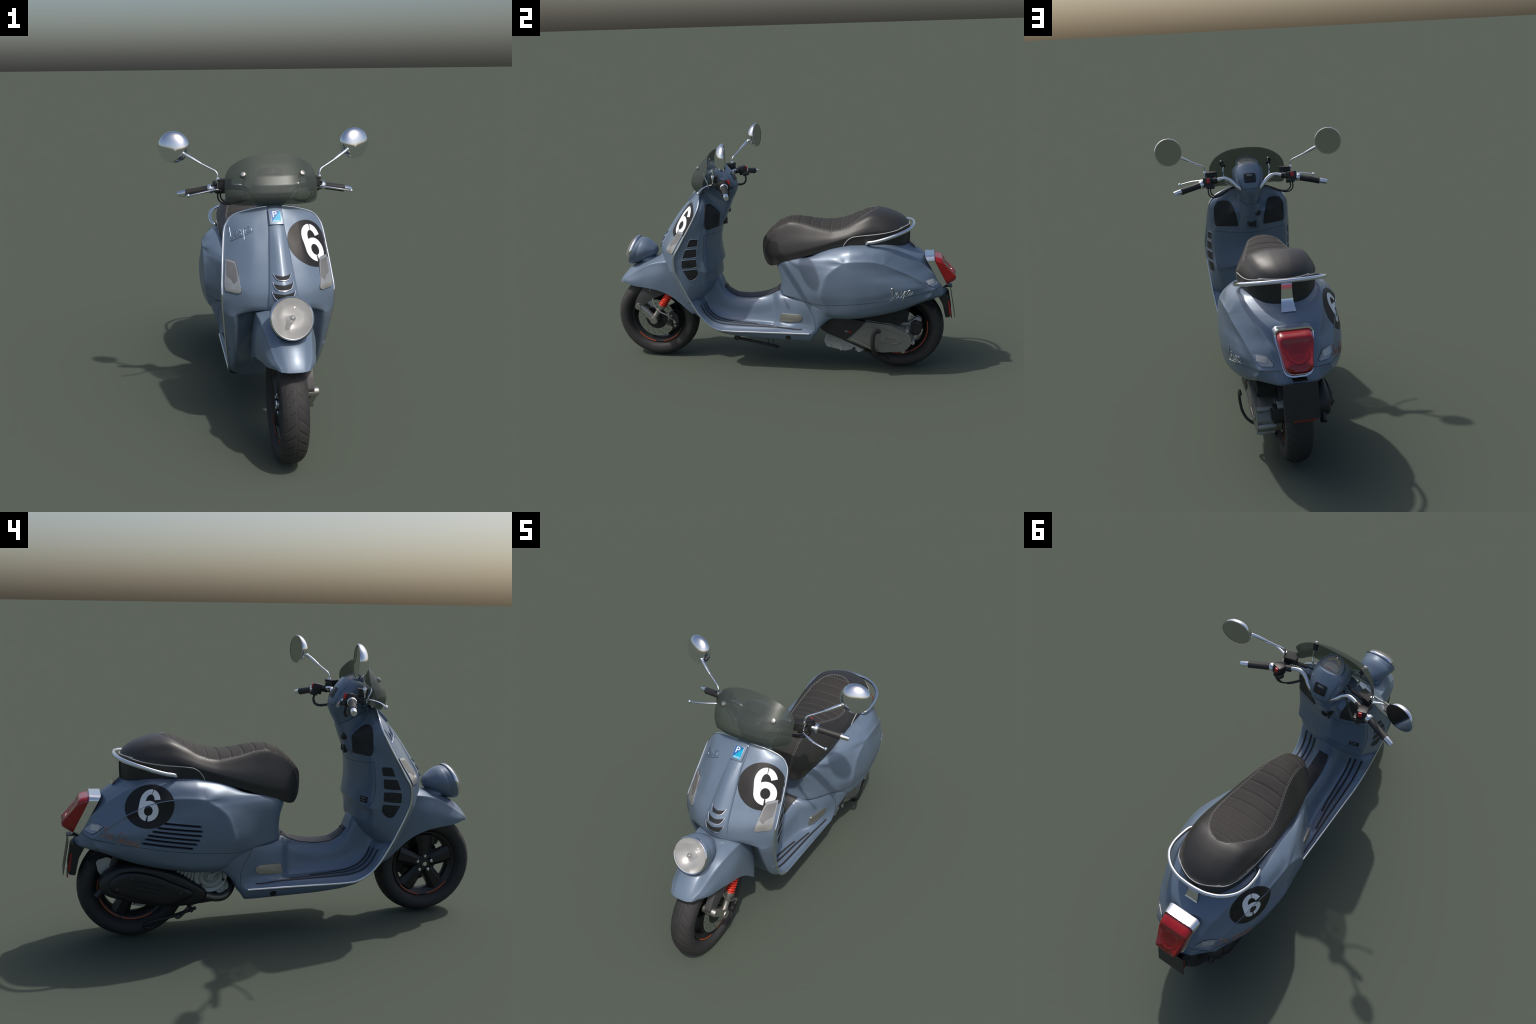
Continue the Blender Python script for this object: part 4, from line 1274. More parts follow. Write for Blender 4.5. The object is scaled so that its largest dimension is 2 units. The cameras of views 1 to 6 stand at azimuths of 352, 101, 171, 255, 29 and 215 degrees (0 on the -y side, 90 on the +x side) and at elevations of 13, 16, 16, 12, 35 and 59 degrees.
# ------------------------------------------------------------------ front fender
FEN = [  # centre ridge, quarter, crease, side mid, lower edge
    [(0, -.971, .471), (.032, -.968, .471), (.056, -.957, .471), (.064, -.946, .471), (.068, -.936, .471)],
    [(0, -.961, .488), (.034, -.957, .488), (.062, -.944, .486), (.071, -.933, .480), (.075, -.924, .470)],
    [(0, -.934, .522), (.040, -.930, .519), (.075, -.915, .504), (.087, -.905, .486), (.090, -.895, .466)],
    [(0, -.890, .564), (.043, -.885, .560), (.083, -.872, .532), (.099, -.860, .498), (.101, -.855, .460)],
    [(0, -.830, .592), (.047, -.827, .589), (.091, -.820, .566), (.110, -.800, .515), (.113, -.790, .457)],
    [(0, -.770, .615), (.051, -.770, .611), (.100, -.765, .596), (.122, -.745, .530), (.125, -.735, .453)],
    [(0, -.710, .636), (.055, -.710, .630), (.106, -.708, .612), (.125, -.690, .540), (.127, -.685, .440)],
    [(0, -.650, .646), (.057, -.650, .640), (.112, -.650, .620), (.124, -.635, .53), (.125, -.625, .410)],
    [(0, -.590, .640), (.058, -.590, .635), (.110, -.590, .605), (.122, -.580, .50), (.121, -.568, .362)],
    [(0, -.545, .600), (.058, -.545, .595), (.108, -.540, .565), (.116, -.528, .45), (.115, -.515, .312)],
    [(0, -.520, .540), (.056, -.520, .535), (.100, -.515, .500), (.108, -.505, .41), (.108, -.495, .305)],
]
fg = Surf(sharpen(FEN, (2,), (), .16), "first").grid(110, 101)
fender = add("front_fender", shell(fg, .004), PAINT, angle=50)

# ------------------------------------------------------------------ head lamp
hf = arr([0, -.925, .376])
hf /= np.linalg.norm(hf)


def tilt_ring(cy, cz, r, ang, n=48):
    wide = np.interp(cy, [-.84, -.76, -.73], [1.0, 1.32, 1.4])
    d = arr([0, math.sin(math.radians(ang)), math.cos(math.radians(ang))])
    A = np.linspace(0, 2 * PI, n, endpoint=False)
    return arr([0, cy, cz]) + r * (np.cos(A)[:, None] * d + np.sin(A)[:, None] * arr([wide, 0, 0]))


hb = smooth_rows([(-.7285, .664, .001, 0), (-.732, .664, .016, 0), (-.746, .664, .032, 2), (-.770, .664, .050, 5), (-.800, .663, .069, 10), (-.830, .660, .083, 16), (-.853, .658, .0905, 21), (-.866, .657, .0930, 22),
                  (-.874, .660, .0925, 22)], 40)
HK = .95
hb[:, 2] *= HK
hb[:, 1] -= .004
lamp_house = add("headlamp_housing", gmesh(arr([tilt_ring(*r) for r in hb]), cv=True, cap0=True), PAINT, fender)
hc = arr([0, -.868, .6585])
add("headlamp_base", (lambda q: (q[0] + arr([0, -.785, .604]), q[1]))(sphere((0, 0, 0), .055, 16, (1.05, 1.0, .6))), PAINT, lamp_house)
add("headlamp_rim", revolve([(a * HK, b) for a, b in [(.0925, .004), (.0935, .010), (.0915, .016), (.088, .019), (.0855, .018), (.0855, .010)]], hc, hf, 56), CHROME, lamp_house)
add("headlamp_reflector", revolve([(a * HK, b) for a, b in [(.086, .014), (.074, -.002), (.056, -.018), (.034, -.028), (.018, -.031), (.017, -.020), (.014, -.018), (.013, .012), (.0105, .020), (0, .022)]], hc, hf, 56), REFLECT, lamp_house)
add("headlamp_bulb_cap", sphere(hc + hf * .020, .0125, 12), LENSG, lamp_house)
add("headlamp_glass", revolve([(a * HK, b) for a, b in [(.0862, .017), (.078, .028), (.062, .038), (.040, .045), (.018, .0485), (0, .049), (0, .047), (.040, .043), (.062, .036), (.078, .026), (.0845, .016)]], hc, hf, 56), CLEAR, lamp_house)

# ------------------------------------------------------------------ wheels
def tyre(name, c, R, W, parent):
    n, m = 900, 54
    A = np.linspace(0, 2 * PI, n, endpoint=False)
    prof = spl([(.160, -.42), (.1665, -.52), (.173, -.70), (.183, -.90), (.196, -1.0), (.213, -.985), (.228, -.86), (.240, -.62), (.247, -.32), (.2500, 0), (.247, .32), (.240, .62), (.228, .86), (.213, .985),
                (.196, 1.0), (.183, .90), (.173, .70), (.1665, .52), (.160, .42)], m)
    r = prof[:, 0] * R / .25
    x = prof[:, 1] * W
    s = prof[:, 1]
    u = np.clip((prof[:, 0] - .225) / .025, 0, 1)
    rr = np.repeat(r[None], n, 0)
    a = A[:, None]
    sm = lambda v, w: np.clip(1 - np.abs(v) / w, 0, 1) ** .6
    groove = sm(s[None] - 0, .05) * (prof[None, :, 0] > .245)
    for sg_, ph in ((1, 0), (-1, .5)):
        k = 32
        t = ((a * k / (2 * PI) + ph - sg_ * s[None] * 1.35) + .5) % 1 - .5
        band = ((sg_ * s[None] > .14) & (sg_ * s[None] < .84) & (prof[None, :, 0] > .226))
        groove = np.maximum(groove, sm(t, .07) * band)
        t2 = ((a * k / (2 * PI) + ph + .45 - sg_ * s[None] * 1.9) + .5) % 1 - .5
        band2 = ((sg_ * s[None] > .45) & (sg_ * s[None] < .86) & (prof[None, :, 0] > .226))
        groove = np.maximum(groove, sm(t2, .06) * band2)
    rr = rr - .0032 * groove
    P = np.stack([np.broadcast_to(x, (n, m)), c[1] + rr * np.cos(a), c[2] + rr * np.sin(a)], 2)
    return add(name, gmesh(P, cu=True), RUBBER, parent, angle=60)


def wheel(c, R, W, rot, arc, parent=None, disc_r=.115):
    c = arr(c)
    w = add("wheel_rim", revolve([(.158, -.62 * W), (.163, -.64 * W), (.166, -.60 * W), (.163, -.55 * W), (.154, -.50 * W), (.147, -.36 * W), (.142, -.1 * W), (.142, .1 * W), (.147, .36 * W), (.154, .50 * W), (.163, .55 * W),
                                  (.166, .60 * W), (.163, .64 * W), (.158, .62 * W), (.150, .50 * W), (.138, .34 * W), (.135, 0), (.138, -.34 * W), (.150, -.50 * W)], c, (1, 0, 0), 96, closed=True), GLOSSB)
    tyre("tyre", c, R, W, w)
    add("wheel_hub", revolve([(0, -.034), (.030, -.034), (.046, -.030), (.052, -.024), (.052, .02), (.040, .034), (.030, .05), (0, .05)], c, (1, 0, 0), 48), GLOSSB, w)
    for k in range(5):
        a = rot + k * 2 * PI / 5
        d, t = arr([0, math.cos(a), math.sin(a)]), arr([0, -math.sin(a), math.cos(a)])
        prof = []
        for rr, hw_, x0, x1 in [(.036, .029, -.036, .010), (.06, .031, -.036, .006), (.09, .035, -.034, .002), (.118, .039, -.032, 0), (.146, .043, -.030, -.002)]:
            prof.append([c + d * rr + t * hw_ + arr([x1, 0, 0]), c + d * rr + t * hw_ + arr([x0 + .004, 0, 0]), c + d * rr + t * hw_ * .93 + arr([x0, 0, 0]), c + d * rr - t * hw_ * .93 + arr([x0, 0, 0]),
                         c + d * rr - t * hw_ + arr([x0 + .004, 0, 0]), c + d * rr - t * hw_ + arr([x1, 0, 0])])
        add("wheel_spoke", gmesh(Surf(prof).grid(14, 6), cv=True, cap0=True, cap1=True), GLOSSB, w, angle=30)
        b = c + arr([0, math.cos(a) * .0385, math.sin(a) * .0385])
        add("wheel_bolt", revolve([(.0085, -.03), (.0085, -.0415), (.0062, -.0440), (0, -.0440)], b, (1, 0, 0), 12), CHROME, w)
    add("axle_nut", revolve([(.015, -.03), (.015, -.042), (.011, -.047), (0, -.047)], c, (1, 0, 0), 8), CHROME, w, angle=20)
    for sx in (1, -1):
        for a0, a1 in arc:
            add("rim_stripe", revolve([(.1565, sx * (.60 * W + .0030)), (.1630, sx * (.64 * W + .0020))], c, (1, 0, 0), 40, a0=math.radians(a0), a1=math.radians(a1)), ORANGE, w)
    return w


# angles are measured from straight up, turning towards the front
# (frame(): first axis up, second = axis x up)
CF, CR = (0, -.750, .250), (0, .688, .250)
front_wheel = wheel(CF, .250, .058, math.radians(92), [(130, 172), (188, 230)])
rear_wheel = wheel(CR, .250, .061, math.radians(80), [(150, 200), (205, 285)])


def brake_disc(c, x, r, parent):
    c = arr([x, c[1], c[2]])
    ob = add("brake_disc", revolve([(.060, -.002), (r, -.002), (r, .002), (.060, .002)], c, (1, 0, 0), 96, closed=True), STEEL, parent, angle=30)
    add("disc_carrier", revolve([(.03, -.003), (.068, -.003), (.068, .003), (.03, .003)], c, (1, 0, 0), 48, closed=True), GLOSSB, parent)
    holes = []
    for k in range(40):
        a = k * 2 * PI / 40
        rr = (.075, .088, .101)[k % 3]
        p = c + arr([0, math.cos(a) * rr, math.sin(a) * rr])
        holes.append(cyl(p + arr([-.0026, 0, 0]), p + arr([.0026, 0, 0]), .0032, n=10))
    add("disc_holes", join(holes), MATTB, ob, kind="stuff")
    return ob


brake_disc(CF, .055, .115, front_wheel)
brake_disc(CR, .050, .112, rear_wheel)

# ------------------------------------------------------------------ front suspension (left side)
fork = add("fork_leg", prism_x([(-.868, .352), (-.845, .400), (-.800, .462), (-.700, .470), (-.640, .435), (-.668, .420), (-.745, .386), (-.790, .358), (-.826, .326), (-.856, .330)], .064, .095, r=.01), FORKG, bevel=.004)
add("fork_rivet", sphere((.096, -.766, .437), .006, 8), SATIN, fork)
add("steering_tube", tube([(.085, -.72, .46), (.05, -.66, .56), (.0, -.60, .66)], .022, 14), FORKG, fork)
arm_a, arm_b = arr([.096, -.843, .335]), arr([.094, -.752, .251])
ad = (arm_b - arm_a) / np.linalg.norm(arm_b - arm_a)
ap = np.cross(ad, (1, 0, 0))
arm = []
for t, hw_ in ((0, .019), (.5, .0185), (1, .021)):
    p = arm_a * (1 - t) + arm_b * t
    arm.append([p + ap * hw_ + arr([-.014, 0, 0]), p + ap * hw_ + arr([.010, 0, 0]), p + ap * hw_ * .7 + arr([.015, 0, 0]), p - ap * hw_ * .7 + arr([.015, 0, 0]), p - ap * hw_ + arr([.010, 0, 0]), p - ap * hw_ + arr([-.014, 0, 0])])
link = add("link_arm", gmesh(arr(arm), cv=True, cap0=True, cap1=True), SATIN, fork, angle=30)
for p, r in ((arm_a, .0195), (arm_b, .0235)):
    add("link_boss", revolve([(0, -.05), (r, -.05), (r, .014), (r * .9, .019), (r * .55, .0195), (0, .0195)], p, (1, 0, 0), 32), SATIN, link)
sA, sB = arr([.088, -.612, .470]), arr([.092, -.697, .345])
sd = (sB - sA) / np.linalg.norm(sB - sA)
su, sv, _ = frame(sd)
turns, coil = 12, []
for i in range(turns * 16 + 1):
    t = i / (turns * 16)
    a = t * turns * 2 * PI
    coil.append(sA + (sB - sA) * t + .0195 * (math.cos(a) * su + math.sin(a) * sv))
shock = add("shock_spring", tube(coil, .0046, 8), REDSP, fork)
add("shock_body", cyl(sA, sB, .0155, n=20), REDSP, shock)
add("shock_collar", revolve([(0, -.004), (.0225, -.004), (.0225, .012), (.016, .022), (.0145, .07), (.0155, .075), (.0155, .085), (0, .088)], sB, sd, 24), SATIN, shock)
# caliper and hose
cal = add("brake_caliper", prism_x([(-.668, .292), (-.640, .300), (-.612, .280), (-.606, .236), (-.625, .196), (-.655, .190), (-.668, .215), (-.655, .240)], .030, .078, r=.008), ENGB, fork, bevel=.003)
for y, z in ((-.650, .275), (-.630, .215), (-.655, .203)):
    add("caliper_bolt", cyl((.072, y, z), (.085, y, z), .0085, n=8), SATIN, cal)
add("caliper_piston", cyl((.066, -.662, .232), (.088, -.662, .232), .017, n=20), ENGB, cal)
add("brake_hose", tube(spl([(.088, -.752, .40), (.096, -.752, .365), (.104, -.735, .330), (.109, -.705, .305), (.107, -.670, .288), (.098, -.645, .262), (.088, -.630, .245)], 50), .0042, 8), SATIN, cal)
add("hose_fitting", box((.086, -.630, .239), (.012, .016, .014), rotx(25)), CHROME, cal, bevel=.002)

# ------------------------------------------------------------------ handle bar
hand = []
for sgn in (1, -1):
    s3 = arr([sgn, 1, 1])
    bar = spl([(.040, -.262, 1.045), (.066, -.268, 1.064), (.100, -.285, 1.094), (.130, -.291, 1.108), (.160, -.286, 1.107), (.200, -.270, 1.101), (.262, -.246, 1.090), (.390, -.203, 1.066)], 90)
    hb_ = add("handle_bar", tube(bar * s3, .0110, 14), CHROME)
    gd = arr([.144, .046, -.028])
    gd /= np.linalg.norm(gd)
    g0 = arr([.262, -.246, 1.091])
    add("grip", revolve([(.012, .004), (.0175, .004), (.0165, .012), (.0160, .06), (.0168, .108), (.0172, .112), (.012, .113)], g0 * s3, gd * s3, 28), GRIPR, hb_)
    add("grip_collar", revolve([(.0, -.012), (.0195, -.012), (.0215, -.006), (.0215, .002), (.0185, .006), (0, .006)], g0 * s3, gd * s3, 28), CHROME, hb_)
    add("grip_end", revolve([(.0, .111), (.0148, .111), (.0146, .118), (.0128, .150), (.0118, .153), (0, .154)], g0 * s3, gd * s3, 28), CHROME, hb_)
    Rz = rotz(-17 * sgn) @ rotx(12)
    sw = add("switch_box", box(arr([.222, -.252, 1.100]) * s3, (.046, .046, .050), Rz), BLACK, hb_, bevel=.006)
    add("switch_rocker", box(arr([.222, -.2295, 1.113]) * s3, (.017, .012, .024), Rz), REDSW, sw, bevel=.003)
    add("switch_lower", box(arr([.213, -.232, 1.080]) * s3, (.040, .034, .020), Rz), BLACK, sw, bevel=.004)
    add("switch_button", box(arr([.212, -.214, 1.080]) * s3, (.012, .008, .010), Rz), GLOSSB, sw, bevel=.002)
    add("bar_clamp", revolve([(.0, -.012), (.0165, -.012), (.0165, .012), (0, .012)], arr([.186, -.276, 1.103]) * s3, arr([.94, -.33, -.1]) * s3 * arr([1, -1, 1]), 20), BLACK, hb_)
    res = add("brake_reservoir", box(arr([.200, -.318, 1.120]) * s3, (.058, .040, .034), rotz(14 * sgn)), BLACK, hb_, bevel=.003)
    add("reservoir_lid", box(arr([.200, -.318, 1.140]) * s3, (.062, .044, .008), rotz(14 * sgn)), MATTB, res, bevel=.002)
    add("lever_bracket", box(arr([.218, -.296, 1.096]) * s3, (.044, .040, .026), rotz(14 * sgn)), BLACK, res, bevel=.004)
    add("master_cylinder", cyl(arr([.20, -.312, 1.108]) * s3, arr([.120, -.330, 1.100]) * s3, .0095, n=16), BLACK, res)
    lev = spl([(.212, -.314, 1.098), (.245, -.334, 1.098), (.285, -.352, 1.094), (.325, -.361, 1.088), (.364, -.360, 1.080)], 40)
    lv = add("brake_lever", tube(lev * s3, np.interp(np.linspace(0, 1, 40), [0, .15, .6, 1], [.0075, .0065, .0055, .0042]), 10, flat=.8), CHROME, hb_)
    add("lever_ball", sphere(arr([.366, -.360, 1.080]) * s3, .0088, 10), CHROME, lv)
    # mirror
    stk = spl([(.229, -.316, 1.105), (.230, -.315, 1.140), (.232, -.313, 1.165), (.240, -.307, 1.178), (.262, -.297, 1.190), (.310, -.277, 1.215), (.360, -.252, 1.244), (.375, -.244, 1.252)], 80)
    rr = np.interp(np.linspace(0, 1, 80), [0, .25, .62, .66, .80, .95, 1], [.0048, .0045, .0045, .0062, .0085, .0085, .006])
    st = add("mirror_stalk", tube(stk * s3, rr, 12), CHROME, hb_)
    add("stalk_nut", revolve([(.0, -.010), (.0080, -.010), (.0095, -.002), (.0095, .002), (.006, .012), (0, .012)], arr([.230, -.315, 1.140]) * s3, (0, 0, 1), 12), CHROME, st)
    mc = arr([.416, -.202, 1.279])
    mn = arr([-.18, .975, .02])
    mn /= np.linalg.norm(mn)
    u_, v_, w_ = frame(mn)
    shellp = []
    off = arr([-.020, 0, -.022])
    for h, r, k in [(.004, .0665, 0), (.004, .0700, 0), (0, .0715, 0), (-.010, .0705, .02), (-.020, .0655, .08), (-.030, .057, .18), (-.039, .044, .32), (-.046, .027, .48), (-.049, .010, .6), (-.050, .0005, .62)]:
        A = np.linspace(0, 2 * PI, 48, endpoint=False)
        shellp.append(mc + w_ * h + off * k + r * (np.cos(A)[:, None] * u_ + np.sin(A)[:, None] * v_))
    shp = arr(shellp).reshape(-1, 3) * s3
    ms = add("mirror_shell", (shp, gfaces(len(shellp), 48, cv=True)), CHROME, st, angle=60)
    add("mirror_glass", revolve([(0, .0030), (.0668, .0030)], mc * s3, mn * s3, 48), MIRROR, ms)
    add("mirror_joint", sphere(arr([.376, -.243, 1.253]) * s3, .0098, 10), CHROME, st)
    # cables
    for dz, dx in ((0, 0), (-.006, .012)):
        cb = spl([(.212 + dx, -.236, 1.070), (.210 + dx, -.232, 1.045 + dz), (.192 + dx, -.240, 1.028 + dz), (.160 + dx, -.262, 1.026 + dz), (.120, -.300, 1.040), (.070, -.345, 1.050)], 50)
        add("control_cable", tube(cb * s3, .0036, 8), BLACK, hb_)
    add("cable_sleeve", tube(spl([(.178, -.250, 1.023), (.150, -.272, 1.028), (.118, -.302, 1.040)], 20) * s3, [.0062] * 18 + [.005, .005], 10), BLACK, hb_)
    cb = spl([(.125, -.330, 1.100), (.100, -.345, 1.085), (.075, -.37, 1.06), (.05, -.38, 1.03)], 30)
    add("brake_line", tube(cb * s3, .0036, 8), BLACK, hb_)

# ------------------------------------------------------------------ wind screen
zc = [1.030, 1.055, 1.066, 1.080, 1.099, 1.132, 1.168, 1.215, 1.247, 1.264]
yc = [-.460, -.474, -.481, -.485, -.484, -.471, -.446, -.404, -.373, -.357]
outl = [(0, 1.255), (.066, 1.251), (.117, 1.238), (.160, 1.216), (.190, 1.186), (.203, 1.155), (.2065, 1.115), (.2065, 1.088), (.205, 1.072), (.199, 1.062), (.180, 1.057), (.10, 1.054), (0, 1.054)]
full = outl + [(-x, z) for x, z in outl[-2:0:-1]]
full = spl(full, 160, closed=True)
cen = arr([0, 1.145])


def screen_y(x, z):
    return np.interp(z, zc, yc) + .45 * x * x + 46 * x ** 4


rings = []
for f in np.linspace(.02, 1, 26):
    q = cen + (full - cen) * f
    rings.append(np.stack([q[:, 0], screen_y(q[:, 0], q[:, 1]), q[:, 1]], 1))
# the lower edge curls back under
low = np.clip((1.085 - rings[-1][:, 2]) / .030, 0, 1)
low = low * low * (3 - 2 * low)
for t in (.25, .5, .75, 1.0):
    q = rings[25].copy()
    q[:, 1] += low * np.maximum(-.435 - q[:, 1], 0) * t
    q[:, 2] -= low * .013 * math.sin(t * PI / 2)
    rings.append(q)
RP = arr(rings)
n_s = RP.shape[1]
outer, F1 = gmesh(RP, cv=True, cap0=True)
rn = np.cross(np.gradient(RP, axis=0), np.roll(RP, -1, 1) - np.roll(RP, 1, 1))
rn /= np.maximum(np.linalg.norm(rn, axis=2, keepdims=True), 1e-9)
rn *= np.sign(rn[10, 0, 1])
inner = outer + rn.reshape(-1, 3) * .003
no = len(outer)
F2 = [tuple(i + no for i in f[::-1]) for f in F1]
last = (RP.shape[0] - 1) * n_s
F3 = [(last + j, last + (j + 1) % n_s, no + last + (j + 1) % n_s, no + last + j) for j in range(n_s)]
screen = add("wind_screen", (np.vstack([outer, inner]), F1 + F2 + F3), SMOKE, angle=50)
for sgn in (1, -1):
    b = arr([sgn * .130, screen_y(.13, 1.173), 1.173])
    nb = arr([sgn * .25, -.78, .56])
    nb /= np.linalg.norm(nb)
    add("screen_bolt", revolve([(0, -.002), (.0125, -.002), (.0130, .003), (.0105, .008), (.005, .0095), (.004, .008), (0, .008)], b, nb, 24), SATIN, screen)
    boot = add("screen_boot", cyl(b - nb * .001, b - nb * .034, .0125, .010, 20), BLACK, screen)
    add("screen_bracket", tube(spl([b - nb * .030, b + arr([-sgn * .004, .030, -.055]), b + arr([-sgn * .012, .045, -.090]), (sgn * .105, -.375, 1.060), (sgn * .075, -.37, 1.050)], 40), .0042, 8), CHROME, boot)

# ------------------------------------------------------------------ engine and drive, left side
CV = [(.300, .330), (.350, .345), (.510, .322), (.645, .308), (.730, .268), (.762, .232), (.764, .196), (.745, .165), (.712, .146), (.60, .134), (.555, .140), (.470, .176), (.385, .208), (.300, .238), (.272, .262), (.270, .295)]
crank = add("engine_case", prism_x(CV, .055, .140, r=.012), ENGS, bevel=.004)
SILV = [(.505, .318), (.648, .302), (.745, .254), (.760, .222), (.756, .192), (.735, .162), (.708, .149), (.60, .138), (.555, .145), (.470, .180), (.392, .210), (.415, .224), (.468, .276)]
add("drive_cover", prism_x(SILV, .136, .160, r=.006), ENGS, crank, bevel=.005)
BLK = [(.250, .276), (.275, .305), (.312, .327), (.355, .342), (.508, .320), (.470, .276), (.416, .222), (.388, .205), (.300, .238), (.262, .262)]
blk_ob = add("drive_cover_front", prism_x(BLK, .128, .166, r=.008), ENGB, crank, bevel=.005)
add("cover_step", prism_x([(.475, .272), (.508, .310), (.64, .296), (.735, .250), (.72, .240), (.63, .275), (.52, .288)], .158, .164, r=.004), ENGS, crank, bevel=.002)
add("cover_rib", prism_x([(.420, .212), (.55, .150), (.57, .156), (.43, .222)], .158, .166, r=.002), SATIN, crank, bevel=.002)
add("cover_plate", prism_x([(.579, .208), (.611, .251), (.691, .238), (.705, .218), (.682, .200)], .159, .162, r=.004), ENGS, crank, bevel=.001)
add("cover_plate_edge", tube([(.1635, .579, .204), (.1635, .682, .197), (.1635, .706, .216)], .0028, 6), SATIN, crank)
script("cover_writing", "Vespa", None, (arr([.1635, .608, .215]), arr([0, 1, 0]), arr([0, 0, 1])), None, .030, .0008, 0, SATIN, parent=crank)
script("cover_writing", "spe", None, (arr([.1675, .388, .258]), arr([0, .98, -.18]), arr([0, 0, 1])), None, .022, .0007, 0, LCD, parent=blk_ob)
script("cover_writing", "oo", None, (arr([.1675, .414, .253]), arr([0, .98, -.18]), arr([0, 0, 1])), None, .020, .0013, 0, REDSW, parent=blk_ob)
for y, z in ((.735, .270), (.768, .202), (.716, .148)):
    add("cover_bolt", cyl((.08, y, z), (.155, y, z), .010, n=14), ALU, crank)
    add("cover_bolt", cyl((.153, y, z), (.162, y, z), .006, n=10), SATIN, crank)
tray = add("belly_case", prism_x([(.282, .226), (.270, .180), (.286, .150), (.388, .128), (.430, .140), (.476, .125), (.495, .138), (.300, .232)], .02, .135, r=.004), ALU, crank, bevel=.004)
for k in range(5):
    add("belly_rib", tube([(.137, .285, .222 - k * .009), (.137, .40 + k * .006, .180 - k * .007)], .0026, 6), ALU, tray)
for y, z in ((.300, .158), (.368, .140), (.468, .135)):
    add("belly_bolt", cyl((.12, y, z), (.142, y, z), .009, n=10), ALU, tray)
# dark boxes above the drive: air filter and inner mud guard
air = add("air_box", prism_x([(.36, .400), (.355, .335), (.50, .325), (.60, .312), (.700, .310), (.735, .330), (.745, .380), (.70, .420)], .070, .150, r=.012), MATTB, bevel=.005)
for y, z in ((.665, .335), (.732, .338)):
    add("air_box_bolt", cyl((.148, y, z), (.154, y, z), .007, n=10), GLOSSB, air)
A = np.radians(np.linspace(38, 178, 60))
liner = []
for x in (-.078, -.074, -.04, 0, .04, .074, .078):
    rr = .272 - .02 * (abs(x) / .078) ** 6
    liner.append([(x, CR[1] + rr * math.cos(a) * (1 if math.cos(a) < 0 else .93), CR[2] + rr * math.sin(a) * .80) for a in A])
add("rear_liner", shell(arr(liner), .003), MATTB)
add("engine_block", prism_x([(.26, .24), (.30, .36), (.46, .40), (.60, .36), (.56, .20), (.40, .16), (.29, .17)], -.085, .075, r=.02), ENGB, bevel=.006)
add("under_seat_tub", prism_x([(.16, .30), (.20, .44), (.80, .50), (.86, .47), (.60, .40), (.36, .365)], -.16, .16, r=.01), MATTB)
# rear caliper and carrier
rc = add("rear_caliper", prism_x([(.752, .292), (.775, .312), (.812, .300), (.815, .250), (.800, .225), (.765, .222)], .045, .095, r=.008), ENGB, bevel=.004)
add("rear_caliper_piston", cyl((.07, .781, .264), (.102, .781, .264), .026, n=24), ENGB, rc)
add("hub_carrier", prism_x([(.60, .22), (.66, .29), (.74, .29), (.79, .33), (.815, .31), (.77, .24), (.70, .20)], .05, .075, r=.01), ALU, rear_wheel, bevel=.003)
# stand foot lever, left
lv_ = spl([(.208, .588, .276), (.210, .574, .287), (.212, .558, .274), (.211, .550, .240), (.206, .549, .195), (.192, .556, .155), (.165, .572, .128), (.12, .59, .115), (.06, .60, .11)], 70)
stand = add("stand_lever", tube(lv_, .0120, 10, flat=.55, up=(1, 0, 0)), BLACK)
add("centre_stand", tube(spl([(.12, .50, .130), (.09, .57, .100), (.06, .62, .070), (.05, .645, .045), (.05, .63, .042), (.05, .59, .075)], 40), .0075, 10), BLACK, stand)
add("centre_stand", tube(spl([(-.12, .415, .150), (-.11, .50, .120), (-.08, .61, .082), (-.06, .645, .055), (-.06, .62, .045), (-.06, .57, .085)], 40), .0080, 10), BLACK, stand)
add("centre_stand", tube([(-.14, .44, .145), (.14, .44, .145)], .009, 10), BLACK, stand)
spr = []
for i in range(200):
    t = i / 199
    p = arr([-.135, .420, .190]) * (1 - t) + arr([-.135, .475, .135]) * t
    spr.append(p + .0075 * arr([math.cos(t * 2 * PI * 16), math.sin(t * 2 * PI * 16) * .7, math.sin(t * 2 * PI * 16) * .7]))
add("stand_spring", tube(spr, .0018, 5), BLACK, stand)
add("stand_hook", tube(spl([(-.135, .47, .14), (-.137, .485, .125), (-.137, .50, .115), (-.137, .515, .125), (-.137, .52, .14)], 24), .006, 8), BLACK, stand)
# side stand under the floor
sst = add("side_stand", tube([(.10, -.250, .162), (.10, -.12, .140), (.10, -.005, .118)], .0085, 10), BLACK)
add("side_stand_pivot", cyl((.085, -.247, .168), (.115, -.247, .168), .016, n=16), BLACK, sst)
for x, y in ((.11, -.060), (.11, -.032)):
    add("side_stand_wire", tube([(x, y, .190), (x, y, .128)], .002, 6), BLACK, sst)
add("side_stand_foot", box((.104, -.010, .120), (.03, .026, .006), rotx(-10)), BLACK, sst, bevel=.002)

# ------------------------------------------------------------------ engine and exhaust, right side
MUFP = [(.846, .300), (.842, .322), (.828, .345), (.788, .372), (.742, .388), (.682, .392), (.576, .368), (.492, .333), (.428, .288), (.370, .240), (.366, .200), (.418, .176), (.556, .178), (.682, .203), (.775, .233), (.825, .256), (.842, .280)]
mp = spl([(y, z - .006) for y, z in MUFP], 90, closed=True)
mc_ = mp.mean(0)
msec = []
for x, k in [(-.070, .80), (-.076, .93), (-.088, .99), (-.110, 1.0), (-.128, .985), (-.143, .94), (-.152, .86), (-.156, .76), (-.158, .5)]:
    q = mc_ + (mp - mc_) * arr([1 - (1 - k) * .45, k])
    msec.append(np.c_[np.full(len(q), x), q])
muf = add("muffler", gmesh(arr(msec), cv=True, cap0=True, cap1=True), MUFF, angle=50, keep=True)
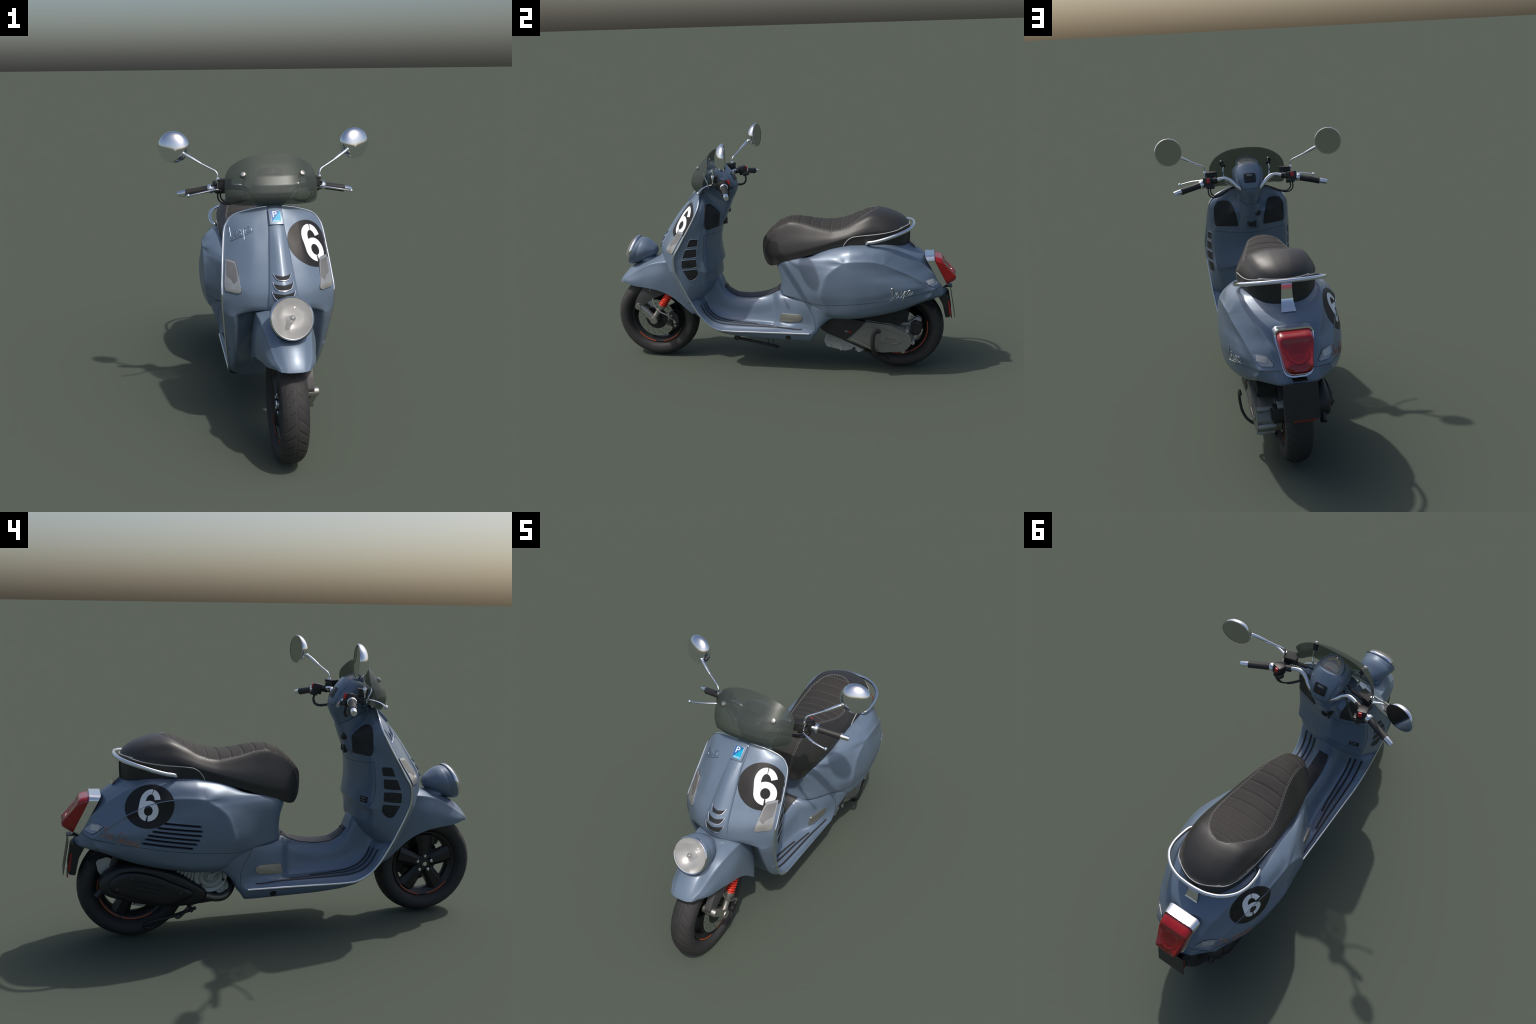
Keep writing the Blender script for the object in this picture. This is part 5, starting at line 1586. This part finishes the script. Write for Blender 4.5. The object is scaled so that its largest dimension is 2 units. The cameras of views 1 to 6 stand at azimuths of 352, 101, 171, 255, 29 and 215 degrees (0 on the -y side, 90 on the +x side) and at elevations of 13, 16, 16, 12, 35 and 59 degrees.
HS = [(.802, .298), (.785, .338), (.742, .360), (.684, .360), (.600, .336), (.516, .294), (.440, .252), (.434, .236), (.473, .212), (.538, .196), (.644, .221), (.766, .266), (.794, .280)]
hsp = spl([(y, z - .006) for y, z in HS], 80, closed=True)
hm = hsp.mean(0)
hsec = []
for x, k in [(-.135, 1.0), (-.160, 1.0), (-.167, .985), (-.172, .94), (-.175, .80), (-.176, .4)]:
    q = hm + (hsp - hm) * k
    hsec.append(np.c_[np.full(len(q), x), q])
hs = add("heat_shield", gmesh(arr(hsec), cv=True, cap1=True), GLOSSB, muf, angle=40)
for y0, z0, y1, z1 in ((.682, .318, .566, .287), (.700, .303, .582, .270), (.712, .287, .594, .253)):
    add("shield_slot", tube([(-.1755, y0, z0), (-.1755, (y0 + y1) / 2, (z0 + z1) / 2), (-.1755, y1, z1)], .0062, 8, flat=.4, up=(1, 0, 0)), MATTB, hs)
for y, z in ((.705, .330), (.770, .284), (.495, .245)):
    add("shield_bolt", revolve([(.0095, -.004), (.0095, .004), (.007, .006), (0, .006)], (-.1745, y, z), (-1, 0, 0), 16), ENGB, hs)
add("exhaust_tip", revolve([(.0155, 0), (.0155, .060), (.0125, .060), (.0125, .03), (0, .03)], (-.115, .815, .282), (0, .046, -.050), 24), MUFF, muf)
add("header_pipe", tube(spl([(-.135, .375, .212), (-.135, .33, .198), (-.13, .295, .198), (-.115, .265, .214), (-.09, .246, .240), (-.06, .24, .27)], 50), .0190, 18), PIPE, muf)
fan = add("fan_cover", revolve([(.080, -.07), (.080, .0), (.074, .008), (.066, .004), (.058, .004), (.052, .010), (.045, .004), (.037, .004), (.030, .012), (.022, .004), (.017, .004), (.015, .014), (.006, .016), (0, .016)],
                                  (-.125, .350, .300), (-1, 0, 0), 48), ALU, angle=35)
for a in (200, 320, 70):
    p = arr([-.128, .350 + .062 * math.cos(math.radians(a)), .300 + .062 * math.sin(math.radians(a))])
    add("fan_bolt", cyl(p, p + arr([-.009, 0, 0]), .0055, n=10), BLACK, fan)
add("fan_vane", tube(spl([(-.139, .350, .300), (-.137, .32, .318), (-.134, .288, .322)], 16), .009, 8), ALU, fan)
add("water_pump", revolve([(.036, -.05), (.036, .0), (.030, .006), (.024, .003), (.017, .003), (.014, .008), (0, .008)], (-.118, .298, .242), (-1, 0, 0), 32), ALU, fan)
add("cylinder_head", prism_x([(.34, .36), (.42, .39), (.52, .38), (.50, .28), (.42, .25)], -.125, -.05, r=.01), ALU, fan, bevel=.004)
for k in range(5):
    add("cylinder_fin", prism_x([(.41 + k * .018, .385), (.416 + k * .018, .386), (.446 + k * .018, .27), (.440 + k * .018, .268)], -.135, -.06), ALU, fan)
add("swing_arm", prism_x([(.58, .28), (.70, .30), (.80, .405), (.850, .392), (.842, .345), (.76, .24), (.70, .20), (.60, .20)], -.092, -.070, r=.012), ALU, rear_wheel, bevel=.004)
add("rear_shock", tube([(-.080, .78, .36), (-.085, .74, .46)], .022, 16), ENGB)
add("swing_arm_lower", prism_x([(.56, .19), (.66, .165), (.70, .175), (.62, .20)], -.09, -.075, r=.004), ALU, rear_wheel)
